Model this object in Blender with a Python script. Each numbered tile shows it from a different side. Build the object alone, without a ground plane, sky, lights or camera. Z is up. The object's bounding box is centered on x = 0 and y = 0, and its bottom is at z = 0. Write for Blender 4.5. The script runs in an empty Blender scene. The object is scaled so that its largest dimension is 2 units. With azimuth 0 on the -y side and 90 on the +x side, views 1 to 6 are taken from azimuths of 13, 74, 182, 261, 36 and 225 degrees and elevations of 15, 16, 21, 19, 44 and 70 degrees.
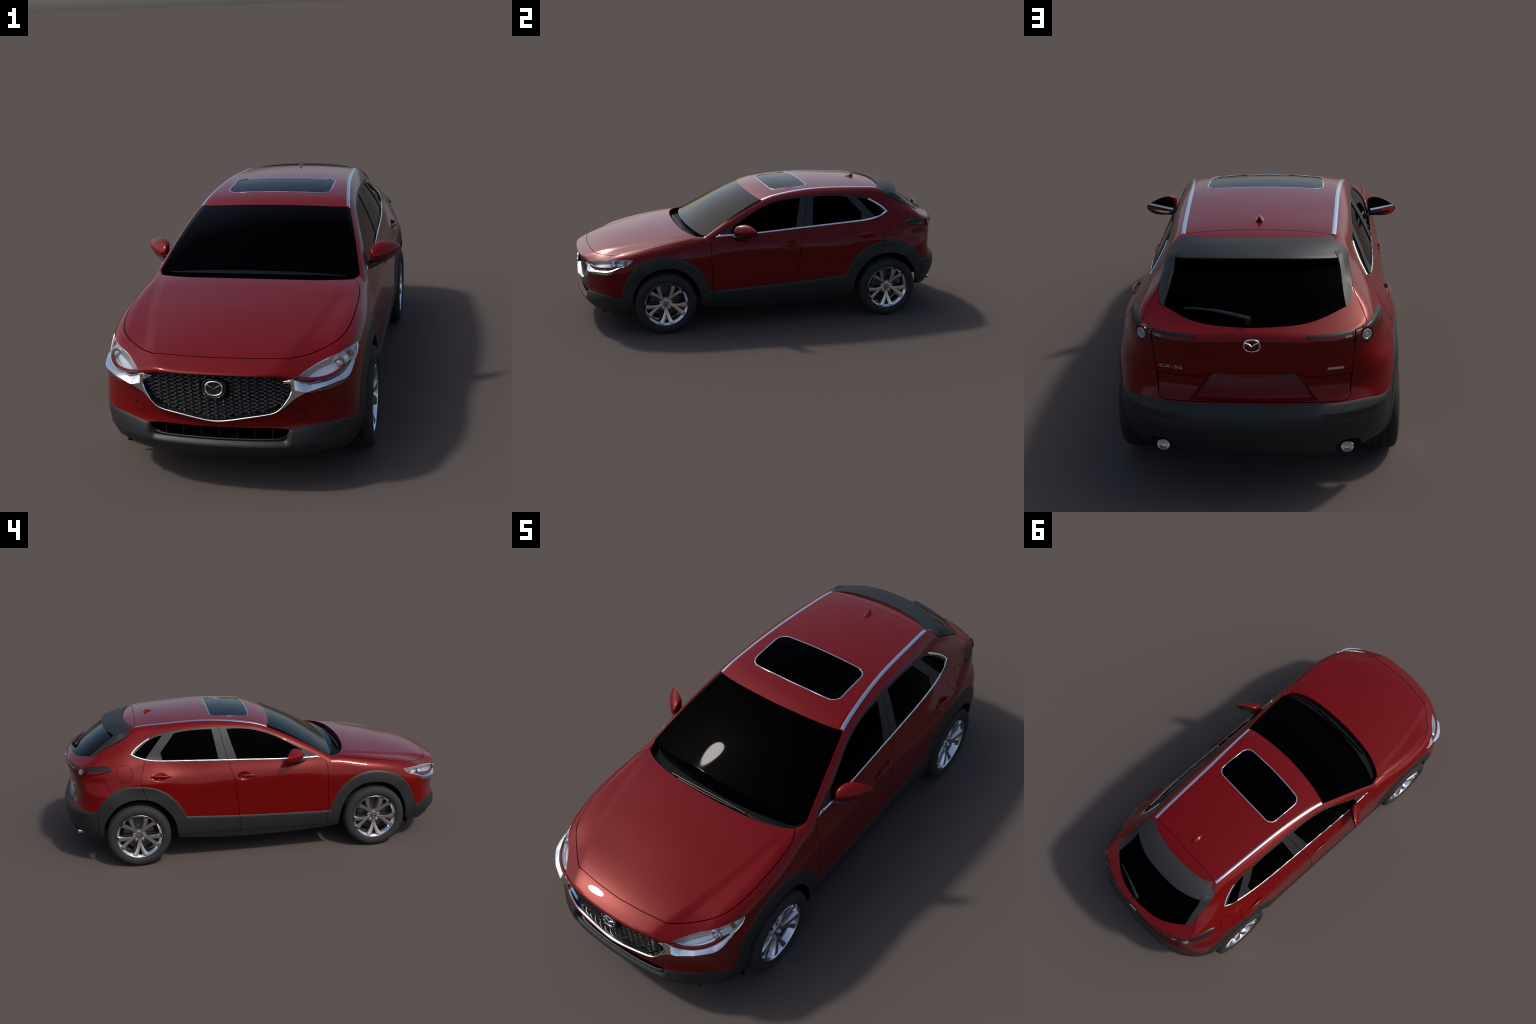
import math
import numpy as np

# ------------------------------------------------------------------ curves
class Spline:
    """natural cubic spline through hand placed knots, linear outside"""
    def __init__(s, xs, ys):
        x = np.asarray(xs, float); y = np.asarray(ys, float)
        n = len(x); h = np.diff(x); A = np.eye(n); b = np.zeros(n)
        for i in range(1, n - 1):
            A[i, i-1] = h[i-1]; A[i, i] = 2 * (h[i-1] + h[i]); A[i, i+1] = h[i]
            b[i] = 6 * ((y[i+1] - y[i]) / h[i] - (y[i] - y[i-1]) / h[i-1])
        s.x, s.y, s.m, s.h = x, y, np.linalg.solve(A, b), h
    def __call__(s, q):
        q = np.asarray(q, float); x, y, m, h = s.x, s.y, s.m, s.h
        i = np.clip(np.searchsorted(x, q) - 1, 0, len(x) - 2)
        hi = h[i]; qc = np.clip(q, x[0], x[-1])
        a = (x[i+1] - qc) / hi; b = (qc - x[i]) / hi
        v = a * y[i] + b * y[i+1] + ((a**3 - a) * m[i] + (b**3 - b) * m[i+1]) * hi**2 / 6
        s0 = (y[1] - y[0]) / h[0] - h[0] * (2 * m[0] + m[1]) / 6
        s1 = (y[-1] - y[-2]) / h[-1] + h[-1] * (m[-2] + 2 * m[-1]) / 6
        return v + np.where(q < x[0], (q - x[0]) * s0, 0) + np.where(q > x[-1], (q - x[-1]) * s1, 0)

def smooth_curve(pts, n=200):
    """points of a smooth open curve through control points of any dimension"""
    p = np.asarray(pts, float)
    t = np.r_[0, np.cumsum(np.sqrt(np.linalg.norm(np.diff(p, axis=0), axis=1)))]
    q = np.linspace(0, t[-1], n)
    return np.stack([Spline(t, p[:, k])(q) for k in range(p.shape[1])], 1)

class Grid:
    """values on a regular grid, read with Catmull-Rom weights"""
    def __init__(s, x0, x1, y0, y1, v):
        s.a = (x0, x1, y0, y1); s.v = v
    def __call__(s, x, y):
        x0, x1, y0, y1 = s.a; nx, ny = s.v.shape
        fx = np.clip((x - x0) / (x1 - x0) * (nx - 1), 1, nx - 2.001)
        fy = np.clip((y - y0) / (y1 - y0) * (ny - 1), 1, ny - 2.001)
        i = fx.astype(int); j = fy.astype(int); u = fx - i; w = fy - j
        def k(t):
            return (((-.5*t + 1)*t - .5)*t, (1.5*t - 2.5)*t*t + 1, ((-1.5*t + 2)*t + .5)*t, (.5*t - .5)*t*t)
        ku, kw = k(u), k(w); r = 0
        for p in range(4):
            for q in range(4):
                r = r + ku[p] * kw[q] * s.v[i + p - 1, j + q - 1]
        return r

def smax(a, b, k):
    h = np.maximum(k - np.abs(a - b), 0) / k
    return np.maximum(a, b) + h * h * k * .25
def smin(a, b, k):
    return -smax(-a, -b, k)
def sstep(a, b, t):
    u = np.clip((t - a) / (b - a), 0, 1)
    return u * u * (3 - 2 * u)

# ------------------------------------------------------------------ body form
# plan outline of the body at a few heights, half side, from the nose round to the tail
RINGS = [
 (.10, [(0,-.938),(.12,-.932),(.22,-.911),(.31,-.868),(.36,-.805),(.376,-.70),(.379,-.58),(.380,-.40),(.380,-.2),(.381,0),(.381,.2),(.382,.4),(.381,.58),(.372,.72),(.335,.82),(.28,.88),(.20,.915),(.12,.93),(0,.935)]),
 (.16, [(0,-.992),(.12,-.986),(.22,-.965),(.309,-.914),(.369,-.840),(.394,-.73),(.398,-.58),(.398,-.40),(.398,-.2),(.398,0),(.398,.2),(.399,.4),(.402,.58),(.398,.72),(.376,.82),(.33,.882),(.235,.942),(.12,.970),(0,.977)]),
 (.22, [(0,-.985),(.12,-.978),(.22,-.955),(.31,-.908),(.376,-.838),(.397,-.73),(.403,-.58),(.404,-.40),(.404,-.2),(.404,0),(.404,.2),(.405,.4),(.410,.58),(.408,.72),(.388,.82),(.346,.897),(.25,.963),(.12,.991),(0,.997)]),
 (.28, [(0,-.988),(.12,-.98),(.2,-.963),(.29,-.918),(.366,-.850),(.396,-.74),(.404,-.58),(.403,-.40),(.403,-.2),(.403,0),(.403,.2),(.404,.4),(.411,.58),(.410,.72),(.391,.82),(.348,.903),(.252,.963),(.13,.990),(0,.997)]),
 (.34, [(0,-.995),(.12,-.986),(.21,-.966),(.29,-.929),(.35,-.870),(.394,-.75),(.405,-.58),(.401,-.40),(.40,-.2),(.40,0),(.40,.2),(.403,.4),(.412,.58),(.410,.72),(.389,.82),(.338,.894),(.24,.936),(.12,.956),(0,.962)]),
 (.40, [(0,-1.002),(.12,-.992),(.21,-.962),(.29,-.905),(.34,-.835),(.381,-.74),(.400,-.58),(.396,-.40),(.398,-.2),(.398,0),(.399,.2),(.401,.4),(.408,.58),(.403,.70),(.379,.82),(.327,.895),(.23,.935),(.12,.958),(0,.966)]),
 (.44, [(0,-1.0),(.12,-.985),(.21,-.945),(.28,-.885),(.33,-.80),(.368,-.72),(.388,-.58),(.384,-.40),(.391,-.2),(.391,0),(.391,.2),(.393,.4),(.407,.58),(.393,.70),(.366,.81),(.319,.893),(.235,.938),(.12,.960),(0,.967)]),
 (.49, [(0,-.99),(.12,-.98),(.2,-.94),(.26,-.87),(.3,-.78),(.335,-.70),(.356,-.58),(.359,-.40),(.365,-.2),(.367,0),(.367,.2),(.367,.4),(.373,.58),(.371,.69),(.357,.80),(.315,.885),(.242,.944),(.12,.973),(0,.977)]),
 (.53, [(0,-.99),(.12,-.98),(.2,-.94),(.26,-.87),(.29,-.78),(.31,-.70),(.325,-.58),(.338,-.40),(.348,-.2),(.350,0),(.350,.2),(.348,.4),(.340,.58),(.343,.69),(.334,.78),(.310,.872),(.242,.939),(.12,.966),(0,.972)]),
 (.58, [(0,-.99),(.12,-.98),(.2,-.94),(.25,-.87),(.27,-.78),(.29,-.70),(.305,-.58),(.315,-.40),(.325,-.2),(.328,0),(.328,.2),(.324,.4),(.311,.58),(.306,.69),(.288,.77),(.26,.85),(.2,.90),(.12,.945),(0,.96)]),
 (.63, [(0,-.99),(.12,-.98),(.2,-.94),(.24,-.87),(.25,-.78),(.265,-.70),(.278,-.58),(.288,-.40),(.298,-.2),(.302,0),(.303,.2),(.297,.4),(.279,.58),(.268,.67),(.25,.74),(.22,.82),(.18,.87),(.1,.92),(0,.95)]),
 (.69, [(0,-.99),(.12,-.98),(.2,-.94),(.22,-.87),(.23,-.78),(.24,-.70),(.25,-.58),(.258,-.40),(.265,-.2),(.268,0),(.267,.2),(.261,.4),(.241,.58),(.228,.67),(.21,.74),(.18,.82),(.15,.87),(.1,.90),(0,.93)]),
]
YS = .45                                   # the plan is read in polar form with y squeezed by this much
NPHI, NZ, Z0, Z1 = 900, 240, .06, .76
def build_rings():
    phi = np.linspace(-.05, math.pi + .05, NPHI)
    rows = []
    for z, pts in RINGS:
        p = np.array(pts); p = np.vstack([p[2:0:-1] * [-1, 1], p, p[-2:-4:-1] * [-1, 1]])
        c = smooth_curve(p, 1600)
        a = np.arctan2(c[:, 0], -c[:, 1] * YS); a = np.where(a < -1.6, a + 2*math.pi, a)
        r = np.hypot(c[:, 0], c[:, 1] * YS); o = np.argsort(a)
        rows.append(np.interp(phi, a[o], r[o]))
    rows = np.array(rows); zs = np.array([z for z, _ in RINGS]); zq = np.linspace(Z0, Z1, NZ)
    n = len(zs); h = np.diff(zs); A = np.eye(n); B = np.zeros_like(rows)
    for i in range(1, n - 1):
        A[i, i-1] = h[i-1]; A[i, i] = 2 * (h[i-1] + h[i]); A[i, i+1] = h[i]
        B[i] = 6 * ((rows[i+1] - rows[i]) / h[i] - (rows[i] - rows[i-1]) / h[i-1])
    M = np.linalg.solve(A, B); v = np.zeros((NPHI, NZ))
    for k, q in enumerate(zq):
        i = int(np.clip(np.searchsorted(zs, q) - 1, 0, n - 2)); qc = np.clip(q, zs[0], zs[-1])
        a = (zs[i+1] - qc) / h[i]; b = (qc - zs[i]) / h[i]
        v[:, k] = a*rows[i] + b*rows[i+1] + ((a**3-a)*M[i] + (b**3-b)*M[i+1]) * h[i]**2 / 6
        if q < zs[0]: v[:, k] += (q-zs[0]) * ((rows[1]-rows[0])/h[0])
        if q > zs[-1]: v[:, k] += (q-zs[-1]) * ((rows[-1]-rows[-2])/h[-1])
    return Grid(-.05, math.pi + .05, Z0, Z1, v)
RHO = build_rings()

# long profile of cabin: windscreen, roof, rear glass
P_CABIN = Spline([-.75,-.60,-.43,-.34,-.25,-.16,-.084,-.03,.036,.12,.221,.35,.5,.615,.67,.72,.76,.85,.949,.98,1.02],[.285,.385,.487,.542,.594,.636,.665,.682,.694,.703,.708,.708,.702,.692,.681,.662,.643,.593,.530,.514,.498])
B_CABIN = Spline([-.6,-.36,-.084,.05,.3,.55,.66,.75,.85,1.0],[.3,.3,.5,.4,0,-.3,-.67,-.93,-.98,-1.0])
C_CABIN = Spline([-.6,-.36,-.25,-.084,.1,.3,.6,.75,1.0],[.08,.12,.15,.14,.20,.22,.20,.04,.0])
# long profile of the bonnet
P_HOOD = Spline([-1.05,-1.0,-.965,-.942,-.90,-.82,-.7,-.6,-.476,-.35],[.347,.377,.395,.405,.420,.442,.469,.486,.503,.511])
B_HOOD = Spline([-1.,-.9,-.7,-.5],[.3,.45,.3,.2])
C_HOOD = Spline([-1.,-.92,-.85,-.78,-.7,-.6,-.5,-.4,-.33],[.05,.05,.08,.15,.18,.16,.13,.17,.2])
X_CREASE = Spline([-1.,-.922,-.817,-.694,-.5,-.4],[.168,.194,.222,.252,.285,.30])
S_CREASE = Spline([-1.,-.92,-.85,-.78,-.7,-.6,-.5,-.4,-.35],[.42,.34,.12,-.05,-.09,-.07,0,0,0])
def t_cabin(x, y):
    x2 = x * x
    return P_CABIN(y - B_CABIN(y) * x2) - C_CABIN(y) * x2
def t_hood(x, y):
    x2 = x * x
    d = np.abs(x) - X_CREASE(y); s = .012
    soft = .5 * (d + np.sqrt(d * d + s * s))
    drop = .0045 * sstep(-.36, -.6, y) * sstep(-.93, -.85, y) * sstep(-.004, .034, d)     # short step beside the crease
    return P_HOOD(y - B_HOOD(y) * x2) - C_HOOD(y) * x2 - S_CREASE(y) * soft - drop
GX, GY = np.linspace(-.5, .5, 201), np.linspace(-1.1, 1.1, 881)
_X, _Y = np.meshgrid(GX, GY, indexing='ij')
G_CABIN = Grid(-.5, .5, -1.1, 1.1, t_cabin(_X, _Y))
G_HOOD = Grid(-.5, .5, -1.1, 1.1, t_hood(_X, _Y))
def slope(g):
    v = g.v; a, b = np.gradient(v, GX[1]-GX[0], GY[1]-GY[0])
    return Grid(*g.a, np.sqrt(1 + a*a + b*b))
L_CABIN, L_HOOD = slope(G_CABIN), slope(G_HOOD)

def f_side(x, y, z):
    ys = y * YS; r = np.hypot(x, ys) + 1e-9
    phi = np.arctan2(np.abs(x), -ys)
    g = np.sqrt((x / r)**2 + (YS * ys / r)**2)
    return (r - RHO(phi, np.clip(z, Z0, Z1))) / g
def f_cabin(x, y, z):
    return (z - G_CABIN(x, y)) / L_CABIN(x, y)
def f_hood(x, y, z):
    return (z - G_HOOD(x, y)) / L_HOOD(x, y)
K_TOP = Spline([-1.,-.93,-.85,-.7,-.5,-.4,-.2,.2,.6,.75,1.],[.006,.006,.02,.05,.05,.03,.03,.035,.03,.016,.016])
def body(p):
    x, y, z = p[..., 0], p[..., 1], p[..., 2]
    side = f_side(x, y, z)
    k = K_TOP(y)
    lower = smax(side, f_hood(x, y, z), k)
    upper = smax(side, f_cabin(x, y, z), k)
    f = np.where(y < -.2, np.minimum(upper, lower), upper)
    return f
Z_FLOOR = Spline([-1,-.9,-.82,-.76,-.39,.43,.81,.9,1.0],[.090,.096,.114,.13,.127,.133,.162,.152,.15])
def gradient(fn, p, e=4e-4):
    g = np.stack([fn(p + d) - fn(p - d) for d in np.eye(3) * e], -1)
    return g / (np.linalg.norm(g, axis=-1, keepdims=True) + 1e-12)
import bpy
from mathutils import Vector, Matrix

# ------------------------------------------------------------------ plane regions
def corner_loop(*segments):
    """closed outline: each segment is splined on its own, corners lie between them"""
    out = []
    for s in segments:
        c = smooth_curve(s, max(2, 12 * (len(s) - 1))) if len(s) > 2 else np.asarray(s, float)
        out.append(c[:-1] if np.allclose(c[-1], c[-1]) else c)
        last = c[-1]
    out.append(last[None])
    p = np.vstack(out)
    keep = np.r_[True, np.linalg.norm(np.diff(p, axis=0), axis=1) > 1e-6]
    return p[keep]

def poly_sd(poly, q, margin=.06):
    """signed distance of points to a closed polygon, negative inside"""
    a = poly; b = np.roll(poly, -1, 0)
    d = np.full(len(q), margin)
    lo, hi = a.min(0) - margin, a.max(0) + margin
    near = np.where(((q > lo) & (q < hi)).all(1))[0]
    for s in range(0, len(near), 20000):
        i = near[s:s + 20000]; p = q[i][:, None]
        ab = (b - a)[None]; ap = p - a[None]
        t = np.clip((ap * ab).sum(-1) / ((ab * ab).sum(-1) + 1e-15), 0, 1)
        dist = np.sqrt((((ap - t[..., None] * ab)) ** 2).sum(-1).min(1))
        ya, yb, py = a[None, :, 1], b[None, :, 1], p[:, :, 1]
        xa, xb, pxx = a[None, :, 0], b[None, :, 0], p[:, :, 0]
        cross = (ya > py) != (yb > py)
        xi = xa + (py - ya) / np.where(np.abs(yb - ya) < 1e-15, 1e-15, yb - ya) * (xb - xa)
        inside = ((cross & (pxx < xi)).sum(1) % 2) == 1
        d[i] = np.where(inside, -dist, dist)
    return d

SIDE = lambda p: p[:, [1, 2]]
TOP = lambda p: p[:, [0, 1]]
END = lambda p: p[:, [0, 2]]
DIAG_F = lambda p: np.stack([p[:, 0] + p[:, 1], p[:, 2]], 1)      # seen from the nose corner
DIAG_R = lambda p: np.stack([p[:, 0] - p[:, 1], p[:, 2]], 1)      # seen from the tail corner

# side view outlines (y, z)
P_DLO = corner_loop([(-.310,.4905),(-.221,.4925),(-.136,.494),(.082,.505),(.166,.509),(.384,.520),(.508,.5255),(.576,.534),(.618,.547),(.645,.560)],
                    [(.645,.560),(.653,.5655),(.650,.571)],
                    [(.650,.571),(.626,.594),(.586,.619),(.552,.636),(.508,.649),(.458,.658),(.369,.666),(.274,.669),(.199,.668),(.116,.663),(.052,.6545),(0,.643),(-.060,.624),(-.121,.594),(-.183,.561),(-.244,.527),(-.310,.4905)])
P_GLASS_A = corner_loop([(.163,.657),(.085,.6535),(.010,.6405),(-.059,.618),(-.121,.5885),(-.196,.547),(-.212,.538)],[(-.212,.538),(-.229,.5005)],[(-.229,.5005),(-.137,.5015),(.081,.5125),(.122,.515)],[(.122,.515),(.163,.657)])
P_GLASS_B = corner_loop([(.428,.6505),(.370,.6585),(.307,.661),(.237,.660)],[(.237,.660),(.215,.520)],[(.215,.520),(.383,.528),(.496,.5325)],[(.496,.5325),(.503,.567)],[(.503,.567),(.428,.6505)])
P_GLASS_C = corner_loop([(.634,.566),(.601,.594),(.561,.620),(.522,.637),(.487,.6435)],[(.487,.6435),(.580,.5415)],[(.580,.5415),(.611,.551),(.634,.566)])
ARCH_F = [(-.812,.20),(-.806,.228),(-.791,.279),(-.753,.341),(-.690,.387),(-.601,.4085),(-.555,.408),(-.504,.397),(-.44,.361),(-.389,.302),(-.363,.247),(-.3525,.2125)]
ARCH_R = [(.392,.247),(.402,.270),(.431,.320),(.478,.371),(.544,.409),(.618,.4245),(.691,.422),(.754,.398),(.807,.350),(.836,.304)]
P_CLAD = corner_loop(ARCH_F,[(-.3525,.2125),(.124,.2295),(.392,.247)],ARCH_R,[(.836,.304),(.836,0)],[(.836,0),(-.812,0)],[(-.812,0),(-.812,.20)])
P_OPEN_F = corner_loop([(-.760,.0),(-.758,.13),(-.753,.205),(-.724,.277),(-.682,.322),(-.640,.343),(-.595,.350),(-.55,.349),(-.515,.340),(-.462,.306),(-.422,.251),(-.403,.194),(-.395,.126),(-.393,0)],[(-.393,0),(-.760,0)])
P_OPEN_R = corner_loop([(.434,0),(.436,.133),(.441,.175),(.453,.230),(.488,.288),(.536,.332),(.58,.351),(.637,.358),(.680,.352),(.722,.335),(.761,.299),(.799,.242),(.812,.175),(.816,0)],[(.816,0),(.434,0)])
Y_SEAM_A = Spline([.0,.139,.212,.317,.415,.452,.474,.486,.4915],[-.322,-.330,-.338,-.341,-.341,-.340,-.334,-.322,-.310])
Y_SEAM_B = Spline([0,.13,.23,.33,.44,.512,.60,.667],[.1225,.123,.124,.132,.147,.1665,.187,.202])
Y_SEAM_C = Spline([.30,.360,.422,.452,.470,.488,.510,.534],[.566,.5875,.606,.611,.6075,.599,.591,.582])
Z_SKIRT = Spline([-.42,-.33,.124,.45],[.138,.139,.147,.154])
FUEL = (.6865, .4835, .0385)
# plan outlines (x, y), half
HOOD_REAR = [(.328,-.402),(.305,-.421),(.253,-.445),(.187,-.462),(.064,-.474),(0,-.4755)]
P_HOOD_OUT = corner_loop([(-.2,-.930),(0,-.941),(.024,-.940),(.085,-.9365),(.193,-.9225)],[(.193,-.9225),(.224,-.900),(.267,-.861),(.303,-.826),(.333,-.779),(.347,-.73),(.3545,-.680),(.358,-.61),(.3585,-.546),(.3565,-.489),(.349,-.444),(.328,-.402)],HOOD_REAR,[(0,-.4755),(-.2,-.46)],[(-.2,-.46),(-.2,-.93)])
SCREEN_BASE = [(.344,-.357),(.284,-.386),(.195,-.409),(.104,-.423),(0,-.428)]
P_SCREEN = corner_loop([(.344,-.357),(.3235,-.26),(.300,-.15),(.2755,-.0445)],[(.2755,-.0445),(.264,-.051),(.177,-.070),(.057,-.081),(0,-.083)],[(0,-.083),(-.2,-.07)],[(-.2,-.07),(-.2,-.41)],[(-.2,-.41),(0,-.428)],SCREEN_BASE[::-1])
P_COWL = corner_loop(HOOD_REAR,[(0,-.4755),(-.2,-.46)],[(-.2,-.46),(-.2,-.41)],[(-.2,-.41),(0,-.428)],SCREEN_BASE[::-1],[(.344,-.357),(.328,-.402)])
X_RAIL = Spline([-.042,0,.08,.19,.33,.47,.61],[.270,.2645,.2555,.245,.236,.2295,.222])
RAIL_W = .0062
SPOILER_FRONT = [(0,.673),(.05,.6715),(.135,.661),(.198,.636),(.214,.619)]
GLASS_LOW = [(0,.9495),(.087,.940),(.154,.9195),(.205,.889),(.252,.852)]
FIN_IN = [(.222,.700),(.234,.735),(.242,.791),(.252,.852)]
FIN_OUT = [(.2535,.852),(.266,.830),(.2705,.775),(.268,.72),(.262,.666)]
P_REAR_GLASS = corner_loop([(-.2,.925),(0,.9495)],GLASS_LOW,FIN_IN[::-1],[(.222,.700),(.20,.655)],[(.20,.655),(.1,.68),(0,.69),(-.2,.65)],[(-.2,.65),(-.2,.925)])
P_FIN = corner_loop(FIN_OUT,[(.262,.666),(.222,.700)],FIN_IN,[(.252,.852),(.2535,.852)])
P_TAIL_TOP = corner_loop([(-.2,.617),(.2,.616),(.214,.619)],[(.214,.619),(.24,.635),(.262,.668)],[(.262,.668),(.271,.76),(.274,.793),(.288,.822),(.308,.873),(.312,.905)],[(.312,.90),(.312,1.1)],[(.312,1.1),(-.2,1.1)],[(-.2,1.1),(-.2,.617)])
# end view outlines (x, z), half
P_TAIL_END = corner_loop([(.276,.56),(.276,.508),(.272,.416),(.269,.373),(.2665,.340)],[(.2665,.340),(.262,.319),(.240,.3125)],[(.240,.3125),(.178,.315),(.019,.318),(-.1,.318)],[(-.1,.318),(-.1,.56)],[(-.1,.56),(.276,.56)])
GRILLE_SIDE = [(.209,.358),(.216,.331),(.204,.304),(.187,.281),(.170,.2665),(.116,.255),(.026,.2395),(0,.2375)]
P_GRILLE = corner_loop([(-.1,.3745),(0,.3755),(.10,.3735),(.176,.3685)],[(.176,.3685),(.209,.358)],GRILLE_SIDE,[(0,.2375),(-.1,.250)],[(-.1,.250),(-.1,.3755)])
FRAME_LOW = [(.251,.322),(.231,.306),(.204,.283),(.177,.263),(.151,.2555),(.107,.2485),(.062,.241),(0,.2325)]
P_FRAME = corner_loop([(.2515,.34),(.251,.322)],FRAME_LOW,[(0,.2325),(-.1,.245)],[(-.1,.245),(-.1,.2505)],[(-.1,.2505),(0,.2375)],GRILLE_SIDE[::-1],[(.209,.358),(.2515,.34)])
WING_UP = [(-.431,.3635),(-.523,.3505),(-.586,.345),(-.640,.342),(-.674,.340),(-.698,.345),(-.730,.352),(-.757,.3585)]
WING_LOW = [(-.757,.3585),(-.744,.331)]
P_WING = corner_loop(WING_UP,[(-.757,.3585),(-.746,.331)],[(-.746,.331),(-.697,.3225)],[(-.697,.3225),(-.616,.333),(-.531,.336)],[(-.531,.336),(-.490,.343),(-.431,.3635)])
P_HEADLAMP = corner_loop([(-.368,.401),(-.430,.3995),(-.511,.395),(-.580,.388),(-.679,.374),(-.723,.366),(-.757,.3585)],WING_UP[::-1],[(-.431,.3635),(-.406,.370),(-.374,.388),(-.368,.401)])
P_TAILLAMP = corner_loop([(-.392,.5105),(-.413,.5175),(-.481,.522),(-.541,.519),(-.627,.5122),(-.70,.5115),(-.814,.5135)],[(-.814,.5135),(-.801,.504),(-.753,.496),(-.698,.488),(-.666,.4845)],[(-.666,.4845),(-.645,.474),(-.618,.466),(-.590,.4625),(-.564,.465),(-.535,.471),(-.506,.4755),(-.444,.4855),(-.399,.500),(-.392,.5105)])
Z_LAMP_CAP = Spline([-.82,-.70,-.636,-.565,-.488,-.416,-.39],[.5085,.5065,.505,.5015,.500,.4995,.4995])
P_PLATE = corner_loop([(-.1,.397),(.113,.397)],[(.113,.397),(.178,.3175)],[(.178,.3175),(-.1,.3195)],[(-.1,.3195),(-.1,.397)])
P_REFLECTOR = corner_loop([(.182,.2865),(.310,.2830),(.362,.2835)],[(.362,.2835),(.353,.2675),(.310,.265),(.223,.2685),(.198,.271)],[(.198,.271),(.182,.2865)])
Z_RED_LOW = Spline([0,.14,.167,.217,.25,.284,.33,.364,.376,.388,.42],[.2145,.214,.213,.207,.2115,.2145,.213,.208,.201,.1985,.1985])
Z_BUMPER_R = Spline([0,.087,.189,.257,.327,.372,.39,.42],[.313,.312,.310,.309,.307,.300,.302,.304])
P_INTAKE = corner_loop([(-.1,.2148),(.14,.2143),(.17,.213),(.206,.208)],[(.206,.208),(.202,.193),(.187,.1815),(.165,.178),(.041,.177),(-.1,.177)],[(-.1,.177),(-.1,.2148)])
TOW = (.239, .2465, .0155)
SUNROOF = (.195, .022, .234, .040)
def sd_sunroof(p):
    w, a, b, r = SUNROOF
    bow = .010 * (np.abs(p[:, 0]) / w) ** 2
    y = p[:, 1] - bow * np.where(p[:, 1] < .13, 1, -.2)
    dx = np.abs(p[:, 0]) - (w - r); dy = np.abs(y - (a + b) / 2) - ((b - a) / 2 - r)
    return np.hypot(np.maximum(dx, 0), np.maximum(dy, 0)) + np.minimum(np.maximum(dx, dy), 0) - r

# ------------------------------------------------------------------ base surface of one half
def base_half(step=.0052):
    cols = []
    def grid(a, b):
        return np.stack(np.meshgrid(a, b, indexing='ij'), -1)
    xs = np.linspace(0, .42, int(.42 / step)); ys = np.linspace(-1, 1, int(2 / step)); zs = np.linspace(.055, .72, int(.665 / step))
    patches = []
    g = grid(ys, zs); patches.append((np.stack([np.full(g.shape[:2], .42), g[..., 0], g[..., 1]], -1), False))
    g = grid(xs, ys); patches.append((np.stack([g[..., 0], g[..., 1], np.full(g.shape[:2], .72)], -1), False))
    for e, flip in ((-1., False), (1., True)):
        g = grid(xs, zs); patches.append((np.stack([g[..., 0], np.full(g.shape[:2], e), g[..., 1]], -1), flip))
    V, F, o = [], [], 0
    for P, flip in patches:
        n, m, _ = P.shape
        i = np.arange(n * m).reshape(n, m) + o
        a, b, c, d = i[:-1, :-1].ravel(), i[1:, :-1].ravel(), i[1:, 1:].ravel(), i[:-1, 1:].ravel()
        q = np.vstack([np.stack([a, b, c], 1), np.stack([a, c, d], 1)])
        F.append(q[:, ::-1] if flip else q); V.append(P.reshape(-1, 3)); o += n * m
    P = np.vstack(V); F = np.vstack(F)
    key = np.round(P / 1e-5).astype(np.int64)
    _, first, inv = np.unique(key, axis=0, return_index=True, return_inverse=True)
    P = P[first]; F = inv.ravel()[F]
    A = np.stack([np.zeros(len(P)), .55 * P[:, 1], np.full(len(P), .33)], 1)
    D = P - A; L = np.linalg.norm(D, axis=1); D /= L[:, None]
    t = L.copy()
    for k in range(26):
        f = body(A + t[:, None] * D); t = np.clip(t - .85 * f, .02, 1.5)
    t0 = t - .004; t1 = t + .004; f0 = body(A + t0[:, None] * D); f1 = body(A + t1[:, None] * D)
    for k in range(12):
        tm = (t0 + t1) / 2; fm = body(A + tm[:, None] * D); neg = fm < 0
        t0 = np.where(neg, tm, t0); t1 = np.where(neg, t1, tm)
    V = A + ((t0 + t1) / 2)[:, None] * D
    V[P[:, 0] == 0, 0] = 0
    return V, F

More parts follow.
